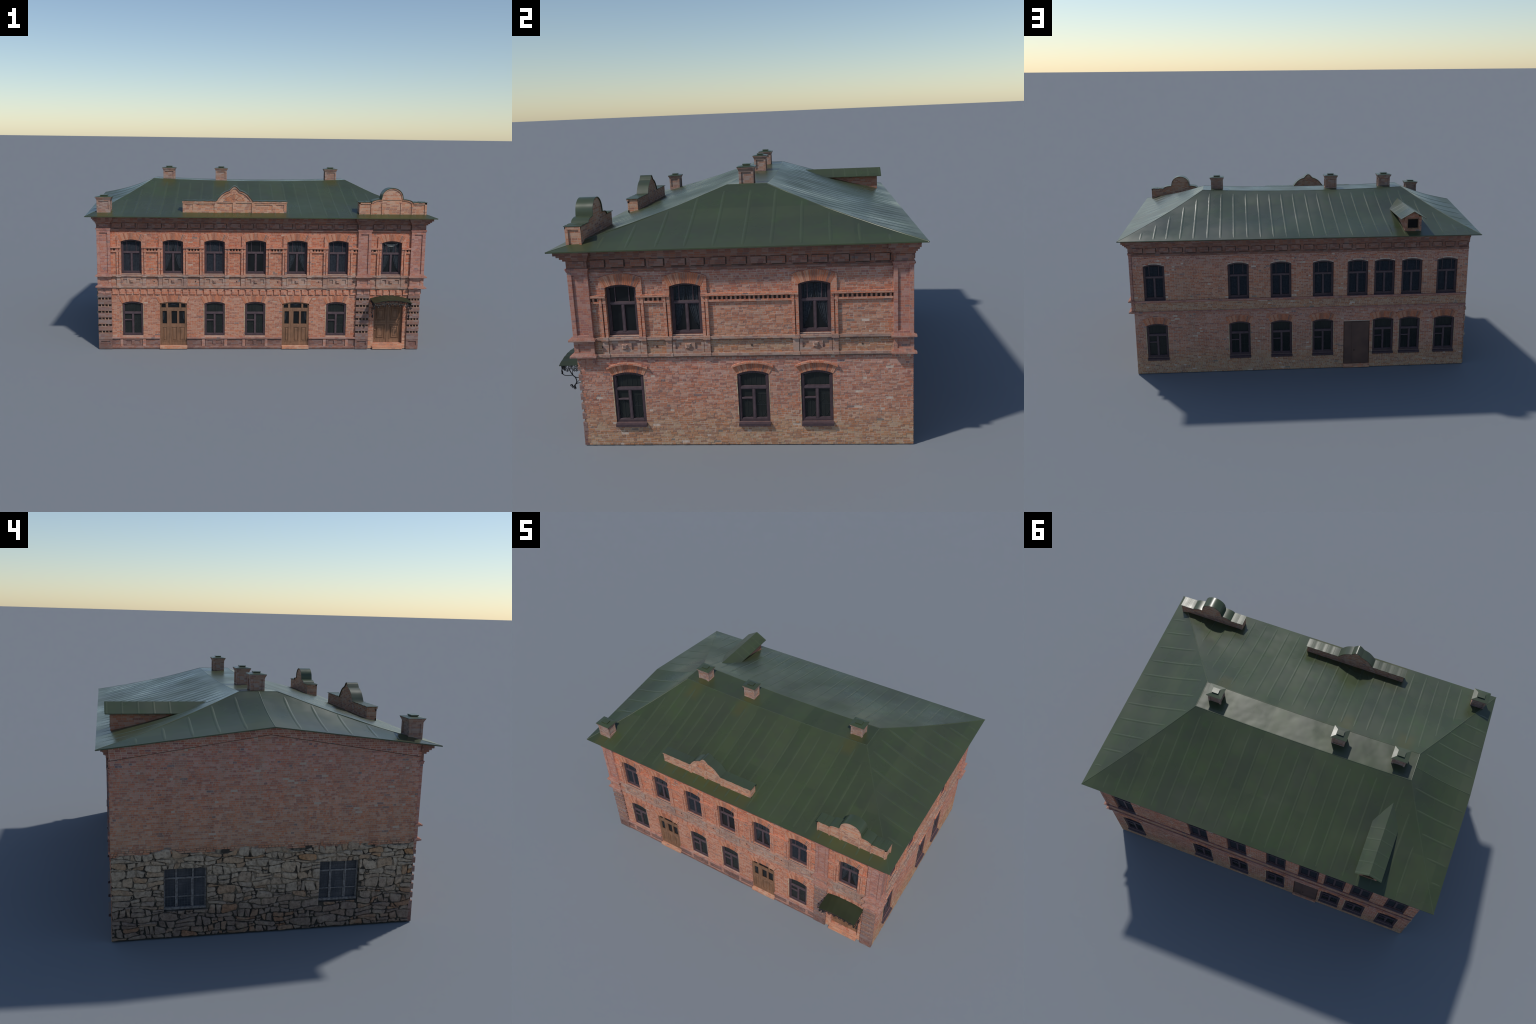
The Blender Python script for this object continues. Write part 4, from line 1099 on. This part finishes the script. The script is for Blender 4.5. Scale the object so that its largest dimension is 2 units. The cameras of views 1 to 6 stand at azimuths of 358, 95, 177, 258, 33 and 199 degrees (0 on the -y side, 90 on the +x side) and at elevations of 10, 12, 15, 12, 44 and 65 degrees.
# ------------------------------------------------------------------ chimneys
def chimney(cx, cy, bw, bd, zb, zt, cw, cd):
    """brick stack with sunk panels, corbelled head, sheet-metal cap"""
    mb = MB(); X = lambda x0, x1, y0, y1, z0, z1: mb.box(x0, x1, y0, y1, z0, z1)   # plain axes
    hx, hy = bw / 2, bd / 2; e = .0042; s = .0105
    X(-hx + e, hx - e, -hy + e, hy - e, zb, zt - .004)
    zp0, zp1 = zt - .070, zt - .021
    X(-hx, hx, -hy, hy, zb, zp0); X(-hx, hx, -hy, hy, zp1, zt - .0145)
    for sx in (-1, 1):
        for sy in (-1, 1):
            x0, x1 = sorted((sx * hx, sx * (hx - s))); y0, y1 = sorted((sy * hy, sy * (hy - s)))
            X(x0, x1, y0, y1, zp0, zp1)
    for k, o in enumerate((.0015, .004, .0065)): X(-hx - o, hx + o, -hy - o, hy + o, zt - .0148 + .0049 * k, zt - .0097 + .0049 * k)
    ob = add("chimney", mb.mesh("chimney", bevel=.0006), root, [M_STACK], Matrix.Translation((cx, cy, 0)))
    mb = MB(); gx, gy = cw / 2, cd / 2
    mb.box(-gx, gx, -gy, gy, zt - .0005, zt + .0015)
    i = [mb.vert(p) for p in ((-gx, -gy, zt + .0015), (gx, -gy, zt + .0015), (gx, gy, zt + .0015), (-gx, gy, zt + .0015), (-gx * .48, -gy * .48, zt + .0055), (gx * .48, -gy * .48, zt + .0055), (gx * .48, gy * .48, zt + .0055), (-gx * .48, gy * .48, zt + .0055))]
    for q in ((4, 5, 6, 7), (0, 1, 5, 4), (1, 2, 6, 5), (2, 3, 7, 6), (3, 0, 4, 7)): mb.face([i[k] for k in q])
    a, b = gx * .44, gy * .42
    mb.box(-a, a, -b, b, zt + .0078, zt + .0122); mb.box(-a * .85, a * .85, -b * .85, b * .85, zt + .005, zt + .0080)
    add("chimney_cap", mb.mesh("chimney_cap", bevel=.0004), ob, [M_COPING])
chimney(-.9035, -.5655, .0770, .0620, .775, .8860, .0960, .0760)
chimney(-.5810, .0290, .0735, .0620, .93, 1.0295, .0890, .0760)
chimney(-.2435, .0270, .0725, .0600, .93, 1.0290, .0875, .0740)
chimney(.4715, .0300, .0735, .0620, .93, 1.0295, .0890, .0760)

# ------------------------------------------------------------------ parapet gables
def coping(line, y0, y1, t, parent):
    """bent sheet over the top line; (x, z) points from left to right"""
    pts = [line[0]]
    for p, q in zip(line, line[1:]):
        L = math.hypot(q[0] - p[0], q[1] - p[1])
        if L > .04 and abs(q[1] - p[1]) < 1e-4:       # flat runs are made of slightly sprung sheets
            k = max(1, int(round(L / .045)))
            for j in range(k):
                a, b = p[0] + (q[0] - p[0]) * j / k, p[0] + (q[0] - p[0]) * (j + 1) / k
                pts += [(a + (b - a) * .12, p[1]), (a + (b - a) * .5, p[1] + .0016), (a + (b - a) * .88, p[1]), (b, p[1])]
        else: pts.append(q)
    line = pts
    mb = MB(); n = len(line); up = []
    for k in range(n):
        a = Vector(line[max(k - 1, 0)]); b = Vector(line[min(k + 1, n - 1)]); d = (b - a).normalized(); up.append(Vector((-d.y, d.x)))
    for k in range(n - 1):
        p, q = Vector(line[k]), Vector(line[k + 1]); a, b = p + up[k] * t, q + up[k + 1] * t
        i = [mb.vert((w[0], y, w[1])) for y in (y0, y1) for w in (p, q, b, a)]
        mb.face([i[0], i[1], i[2], i[3]]); mb.face([i[7], i[6], i[5], i[4]]); mb.face([i[3], i[2], i[6], i[7]]); mb.face([i[1], i[0], i[4], i[5]])
        if k == 0: mb.face([i[0], i[3], i[7], i[4]])
        if k == n - 2: mb.face([i[1], i[5], i[6], i[2]])
    for k in range(1, len(mb.v)): pass
    me = mb.mesh("parapet_coping", smooth=None)
    bm = bmesh.new(); bm.from_mesh(me); bmesh.ops.remove_doubles(bm, verts=bm.verts, dist=1e-6); bmesh.ops.recalc_face_normals(bm, faces=bm.faces); bm.to_mesh(me); bm.free()
    me.polygons.foreach_set("use_smooth", [True] * len(me.polygons)); me.set_sharp_from_angle(angle=math.radians(28))
    return add("parapet_coping", me, parent, [M_COPING])

def smooth_curve(pts, n=6):
    out = []
    for i in range(len(pts) - 1):
        p0, p1, p2, p3 = [Vector(pts[min(max(k, 0), len(pts) - 1)]) for k in (i - 1, i, i + 1, i + 2)]
        for j in range(n):
            t = j / n
            out.append(tuple(.5 * ((2 * p1) + (p2 - p0) * t + (2 * p0 - 5 * p1 + 4 * p2 - p3) * t * t + (3 * p1 - p0 - 3 * p2 + p3) * t ** 3)))
    out.append(tuple(pts[-1])); return out

def seams_on_coping(xs, y0, y1, z, parent):
    mb = MB()
    for x in xs: mb.box(x - .0012, x + .0012, y0 + .001, y1 - .001, z - .0005, z + .0018)
    add("coping_seam", mb.mesh("coping_seam", bevel=.0005), parent, [M_SEAM], stuff=True)

def parapet_centre():
    cx, zb = -.1597, .868; y0, y1 = -.5830, -.5380; x0, x1 = -.4560, .1385
    half = [(.1055, 0), (.0985, .0085), (.088, .0225), (.071, .0405), (.050, .0535), (.0285, .0615)]
    tip = [(.0285, .0615), (.0195, .0715), (.0095, .0815), (0, .0845)]
    hc = smooth_curve(half, 4)[:-1] + smooth_curve(tip, 4)
    left = [(cx - a, zb + b) for a, b in hc]; right = [(cx + a, zb + b) for a, b in reversed(hc)]
    line = [(x0, zb)] + left + right[1:] + [(x1, zb)]
    mb = MB(lambda u, z, d: (u, y0 - d, z))
    D = y0 - y1
    mb.box(x0 + .0006, cx - .1055, .788, zb, D, 0); mb.box(cx + .1055, x1 - .0006, .788, zb, D, 0)
    low = [(p[0], .788) for p in left + right[1:]]
    mb.prism([(cx - .1055, .788), (cx + .1055, .788)] + [p for p in reversed(left + right[1:])], D, 0)
    ob = add("parapet", mb.mesh("parapet"), root, [M_PARAPET])
    t = MB(lambda u, z, d: (u, y0 - d, z))
    t.box(x0 - .003, cx - .1055, .8585, .8675, -.002, .0065); t.box(cx + .1055, x1 + .003, .8585, .8675, -.002, .0065); t.box(cx - .1055, cx + .1055, .8595, .8680, -.002, .0045)
    inner = [(cx + (p[0] - cx) * .90, zb + (p[1] - zb) * .885 - .0015) for p in left + right[1:]]
    full = [(p[0], p[1] - .0006) for p in left + right[1:]]
    t.strip(inner, full, -.002, .0050)
    for a, b in ((-.2740, -.2590), (-.1715, -.1535), (-.0620, -.0455)): t.box(a, b, .788, .8590, -.002, .0058)
    for a, b in ((x0, -.4425), (-.3976, -.3721), (-.2775, -.274), (.0785, .0560)[::-1] if False else (.0560, .0785), (.1235, x1), (-.0455, -.0420)): t.box(a, b, .800, .8590, -.002, .0035)
    for a, b in ((x0, -.274), (-.0455, x1)): t.box(a, b, .849, .8590, -.002, .0037); t.box(a, b, .800, .8145, -.002, .0033)
    add("parapet_frame", t.mesh("parapet_frame"), ob, [M_PARAPET])
    f = MB(lambda u, z, d: (u, y0 - d, z)); n = 15
    for k in range(n):
        a0 = math.pi * (k + .07) / n; a1 = math.pi * (k + .93) / n
        f.prism([(cx + .016 * math.cos(a0), .8695 + .012 * math.sin(a0)), (cx + .049 * math.cos(a0), .8695 + .036 * math.sin(a0)), (cx + .049 * math.cos(a1), .8695 + .036 * math.sin(a1)), (cx + .016 * math.cos(a1), .8695 + .012 * math.sin(a1))], -.002, .0022)
    m = 20
    f.strip([(cx + .050 * math.cos(math.pi * (1 - k / m)), .8695 + .0375 * math.sin(math.pi * k / m)) for k in range(m + 1)], [(cx + .057 * math.cos(math.pi * (1 - k / m)), .8695 + .0435 * math.sin(math.pi * k / m)) for k in range(m + 1)], -.002, .0030)
    f.prism([(cx - .010, .8685), (cx + .010, .8685), (cx + .007, .879), (cx - .007, .879)], -.002, .004)
    add("fan_relief", f.mesh("fan_relief"), ob, [M_ARCH_P], stuff=True)
    coping([(x0 - .005, zb)] + line[1:-1] + [(x1 + .005, zb)], -.5915, -.5335, .0026, ob)
    seams_on_coping([x0 + .025 + .045 * k for k in range(4)] + [x1 - .025 - .045 * k for k in range(4)], -.5915, -.5335, zb + .0026, ob)
M_ARCH_P = brick_material("brick_fan", (0.58, 0.25, 0.14), (0.54, 0.40, 0.30), True, None, 0.2)
parapet_centre()

def parapet_corner():
    cx, zb = .7475, .8690; y0, y1 = -.5950, -.5390; x0, x1 = .5570, .9455
    hc = [(.1215, 0)]
    for k in range(7): a = math.pi / 2 * k / 6; hc.append((.0620 + .0560 * math.cos(a) , .0175 * math.sin(a)))
    hc.append((.0605, .0300))
    for k in range(15): a = math.pi / 2 * k / 14; hc.append((.0590 * math.cos(a), .0300 + .0520 * math.sin(a)))
    left = [(cx - a, zb + b) for a, b in hc]; right = [(cx + a, zb + b) for a, b in reversed(hc)]
    mb = MB(lambda u, z, d: (u, y0 - d, z)); D = y0 - y1
    mb.box(x0 + .0006, cx - .1215, .786, zb, D, 0); mb.box(cx + .1215, x1 - .0006, .786, zb, D, 0)
    mb.prism([(cx - .1215, .786), (cx + .1215, .786)] + [p for p in reversed(left + right[1:])], D, 0)
    ob = add("parapet", mb.mesh("parapet"), root, [M_PARAPET])
    t = MB(lambda u, z, d: (u, y0 - d, z))
    for a, b in ((x0, x0 + .006), (.6245, .6325), (.6875, .6955), (.7965, .8045), (.8605, .8685), (.9365, x1)): t.box(a, b, .786, .8680, -.002, .0048)
    t.box(x0, .6290, .8600, .8688, -.002, .0048); t.box(.8645, x1, .8600, .8688, -.002, .0048)
    t.box(.6915, .8005, .8850, .8885, -.002, .0036)
    L = left[1:] + right[1:-1]
    inn = [(cx + (p[0] - cx) * .93, max(zb - .004, p[1] - .0062)) for p in L]
    t.strip(inn, [(p[0], p[1] - .0006) for p in L], -.002, .0042)
    s = MB(lambda u, z, d: (x1 + d, u, z))
    s.box(y0, y0 + .008, .786, zb, -.002, .004); s.box(y1 - .008, y1, .786, zb, -.002, .004); s.box(y0, y1, .858, zb - .0005, -.002, .0038)
    add("parapet_frame", t.mesh("parapet_frame"), ob, [M_PARAPET]); add("parapet_frame", s.mesh("parapet_frame"), ob, [M_PARAPET])
    coping([(x0 - .005, zb)] + left + right[1:] + [(x1 + .005, zb)], -.6020, -.5345, .0026, ob)
    seams_on_coping([x0 + .012, x0 + .034, x0 + .055, x1 - .012, x1 - .034, x1 - .055], -.6020, -.5345, zb + .0026, ob)
parapet_corner()

# ------------------------------------------------------------------ dormer
def dormer():
    xl, xr, yf = -.6730, -.5800, .6525; rx, rz = -.6255, .9155; ez = .8745; exl, exr = -.6955, -.5535
    fr = MB(lambda u, z, d: (u, yf + d, z))
    zr = lambda x: rz - (rz - ez) * abs(x - rx) / (.071)
    wl, wr, wa, wb = -.6585, -.5915, .8125, .8735
    fr.box(xl, wl, .795, zr(xl) - .004, -.012, 0); fr.box(wr, xr, .795, zr(xr) - .004, -.012, 0); fr.box(wl, wr, .795, wa, -.012, 0)
    fr.prism([(wl, wb), (wr, wb), (wr, zr(wr) - .003), (rx, rz - .003), (wl, zr(wl) - .003)], -.012, 0)
    for x in (xl, xr):
        a, b = (x, x + .01) if x == xl else (x - .01, x)
        i = [fr.vert((u, z, d)) for u in (a, b) for (d, z) in ((-.0119, .795), (-.0119, zr(x) - .003), (-.30, zr(x) - .003), (-.30, .795))]
        for q in ((0, 1, 2, 3), (7, 6, 5, 4), (0, 3, 7, 4), (1, 0, 4, 5), (2, 1, 5, 6), (3, 2, 6, 7)): fr.face([i[k] for k in q])
    ob = add("dormer", fr.mesh("dormer"), root, [M_STACK2])
    rf = MB()
    for ex, sgn in ((exl, -1), (exr, 1)):
        t = .0035
        pts = [(rx, .674, rz), (ex, .674, ez), (ex, .30, ez), (rx, .22, rz)]
        a = [rf.vert(p) for p in pts]; b = [rf.vert((p[0], p[1], p[2] - t)) for p in pts]
        rf.face(a if sgn < 0 else a[::-1]); rf.face(b[::-1] if sgn < 0 else b)
        for k in range(4): rf.face([a[k], a[(k + 1) % 4], b[(k + 1) % 4], b[k]])
    add("dormer_roof", rf.mesh("dormer_roof"), ob, [M_ROOF])
    for ex in (exl, exr):
        sl = V(ex - rx, 0, ez - rz); n = V(-sl.z, 0, sl.x); n = n if n.z > 0 else -n; n.normalize()
        for y in (.668, .605, .540, .475, .41):
            p = [V(rx, y, rz) + sl * k / 4 for k in range(5)]
            mb = tube_section(p, [n] * 5, [(a * .7, b * .38) for a, b in SEC])
            add("roof_seam", mb.mesh("roof_seam", smooth=70), ob, [M_SEAM])
    w = MB(lambda u, z, d: (u, yf + d, z)); e = .005
    w.box(wl, wl + e, wa, wb, -.010, .0015); w.box(wr - e, wr, wa, wb, -.010, .0015); w.box(wl + e, wr - e, wa, wa + .0065, -.010, .0025); w.box(wl + e, wr - e, wb - e, wb, -.010, .0015)
    add("dormer_window", w.mesh("dormer_window"), ob, [M_WOOD])
    p = MB(lambda u, z, d: (u, yf + d, z)); p.box(wl + .002, wr - .002, wa + .002, wb - .002, -.011, -.008)
    add("dormer_opening", p.mesh("dormer_opening"), ob, [M_DARK])
M_STACK2 = brick_material("brick_dormer", (0.48, 0.20, 0.125), (0.40, 0.28, 0.22), False, None, 0.35)
dormer()

# ------------------------------------------------------------------ canopy over the large door
def wire(mb, pts, r=.0012, n=6):
    """round bar along 3D points"""
    pts = [Vector(p) for p in pts]; r *= 1.3; rings = []
    for k, p in enumerate(pts):
        t = (pts[min(k + 1, len(pts) - 1)] - pts[max(k - 1, 0)]).normalized()
        a = t.cross(V(1, 0, 0)) if abs(t.x) < .8 else t.cross(V(0, 0, 1))
        a.normalize(); b = t.cross(a)
        rings.append([mb.vert(p + a * r * math.cos(2 * math.pi * q / n) + b * r * math.sin(2 * math.pi * q / n)) for q in range(n)])
    for x, y in zip(rings, rings[1:]):
        for q in range(n): mb.face([x[q], x[(q + 1) % n], y[(q + 1) % n], y[q]])
    mb.face(rings[0][::-1]); mb.face(rings[-1])

def scroll(c, r0, r1, a0, turns, n=18):
    """flat spiral: list of (p, q) pairs"""
    return [(c[0] + (r0 + (r1 - r0) * k / n) * math.cos(a0 + turns * 2 * math.pi * k / n), c[1] + (r0 + (r1 - r0) * k / n) * math.sin(a0 + turns * 2 * math.pi * k / n)) for k in range(n + 1)]

def canopy():
    x0, x1 = .6405, .8610; cx = (x0 + x1) / 2; W = x1 - x0; yf, yb = -.7100, -.5950
    zc, zs = .3215, .3050
    mb = MB(); n, m = 18, 6
    def S(a, b):
        x = x0 + W * a; z = arc_z(x, cx, W, zs, zc) - .002 * (1 - b)
        z += .0006 * math.sin(a * 37 + b * 3) * (1 - b * .5)
        return V(x, yf + (yb - yf) * b, z)
    A = [[mb.vert(S(a / n / 3, b / m)) for a in range(3 * n + 1)] for b in range(m + 1)]
    B = [[mb.vert(S(a / n / 3, b / m) - V(0, 0, .0028)) for a in range(3 * n + 1)] for b in range(m + 1)]
    N3 = 3 * n
    for b in range(m):
        for a in range(N3):
            mb.face([A[b][a], A[b][a + 1], A[b + 1][a + 1], A[b + 1][a]]); mb.face([B[b][a], B[b + 1][a], B[b + 1][a + 1], B[b][a + 1]])
    for a in range(N3):
        mb.face([A[0][a], B[0][a], B[0][a + 1], A[0][a + 1]]); mb.face([A[m][a], A[m][a + 1], B[m][a + 1], B[m][a]])
    for b in range(m):
        mb.face([A[b][0], A[b + 1][0], B[b + 1][0], B[b][0]]); mb.face([A[b][N3], B[b][N3], B[b + 1][N3], A[b + 1][N3]])
    ob = add("canopy", mb.mesh("canopy", smooth=40), root, [M_CANOPY])
    # lattice valance along the front
    fr = MB(); yy = -.7015
    xa, xb = x0 + .0035, x1 - .0035
    arcp = lambda x, dz: (x, yy, arc_z(x, cx, W, zs, zc) - .004 - dz)
    xs = [xa + (xb - xa) * k / 24 for k in range(25)]
    wire(fr, [arcp(x, 0) for x in xs], .0013); wire(fr, [arcp(x, .0185) for x in xs], .0011)
    for k in range(17):
        x = xa + (xb - xa) * (k + .5) / 17; p = arcp(x, .0093); s = 1 if k % 2 else -1
        q = scroll((0, 0), .0072, .0018, 0.6 if s > 0 else math.pi - .6, 1.35 * s, 14)
        wire(fr, [(x + a, yy, p[2] + b) for a, b in q], .00085, 5)
        wire(fr, [arcp(xa + (xb - xa) * k / 17, 0), arcp(xa + (xb - xa) * k / 17 + .004 * s, .009), arcp(xa + (xb - xa) * k / 17, .0185)], .0009, 5)
    # hanging scrolls under the valance
    for k, (c, s) in enumerate(((-.080, 1), (-.048, -1), (-.016, 1), (.016, -1), (.048, 1), (.080, -1))):
        base = arcp(cx + c, .0185)[2]
        q = scroll((0, 0), .010, .002, math.pi / 2, 1.25 * s, 18)
        wire(fr, [(cx + c + a, yy, base - .011 + b * .9) for a, b in q], .0013, 5)
        wire(fr, [(cx + c - .016, yy, base - .001), (cx + c - .008, yy, base - .006), (cx + c, yy, base - .002), (cx + c + .008, yy, base - .006), (cx + c + .016, yy, base - .001)], .0012, 5)
    add("valance_ironwork", fr.mesh("valance_ironwork", smooth=60), ob, [M_IRON])
    # side lattice and scrolled bracket
    for X in (x0 + .004, x1 - .004):
        w = MB(); L = lambda pts: [(X, a, b) for a, b in pts]
        zt = zs - .003
        wire(w, L([(-.7015, zt), (-.597, zt)]), .0014); wire(w, L([(-.7015, .2865), (-.597, .2865)]), .0014)
        wire(w, L([(-.7015, zt), (-.7005, .2865)]), .0016)
        for k in range(8):
            y = -.695 + .0125 * k
            wire(w, L([(y + a, .2945 + b) for a, b in scroll((0, 0), .0062, .0016, 1.0, 1.3 * (1 if k % 2 else -1), 14)]), .0010, 5)
            wire(w, L([(y - .006, zt), (y - .002, .295), (y - .006, .2865)]), .0009, 5)
        main = smooth_curve([(-.6725, .2860), (-.6660, .2720), (-.6595, .2605), (-.6510, .2520), (-.6465, .2410), (-.6468, .2311), (-.6525, .2215), (-.6610, .2125)], 4)
        wire(w, L(main), .0017)
        wire(w, L(smooth_curve([(-.6580, .2860), (-.6595, .2740), (-.6590, .2605)], 4)), .0011)
        wire(w, L(smooth_curve([(-.7005, .2860), (-.7035, .2780), (-.7000, .2660), (-.6910, .2600), (-.6760, .2590), (-.6595, .2605)], 4)), .0013)
        wire(w, L(smooth_curve([(-.6535, .2540), (-.6450, .2508), (-.6340, .2505), (-.6080, .2520)], 4)), .0014)
        wire(w, L([(-.6475, .2270), (-.6320, .2440), (-.6080, .2660)]), .0008, 5)
        wire(w, L(smooth_curve([(-.6525, .2215), (-.6430, .2265), (-.6280, .2280), (-.6080, .2260)], 4)), .0012)
        wire(w, L(scroll((-.6690, .2170), .0058, .0015, -.9, 1.4)), .0012); wire(w, L(scroll((-.6560, .2060), .0058, .0015, 2.2, -1.4)), .0012)
        wire(w, L(scroll((-.6640, .2085), .0040, .0015, 0, 1.0)), .0010)
        for c, s in (((-.6885, .2825), 1), ((-.6800, .2790), -1), ((-.6510, .2800), 1), ((-.6425, .2800), -1)): wire(w, L(scroll(c, .0044, .0012, math.pi / 2, 1.3 * s)), .0011, 5)
        i0 = len(w.v)
        w.box(X - .0022, X + .0022, -.7040, -.6985, .2660, .2725)
        wire(w, [(X, -.7012, .2860), (X, -.7012, .2660)], .0014)
        # a scroll turned outward at the foot of each corner
        wire(w, [(X + a, -.7015, b) for a, b in scroll((.0, .2720), .0075, .0018, 1.2, 1.3)], .0011, 5)
        wire(w, [(X + a, -.655, b) for a, b in scroll((.0, .2120), .0060, .0015, 1.2, 1.3)], .0011, 5)
        add("canopy_bracket", w.mesh("canopy_bracket", smooth=60), ob, [M_IRON])
canopy()
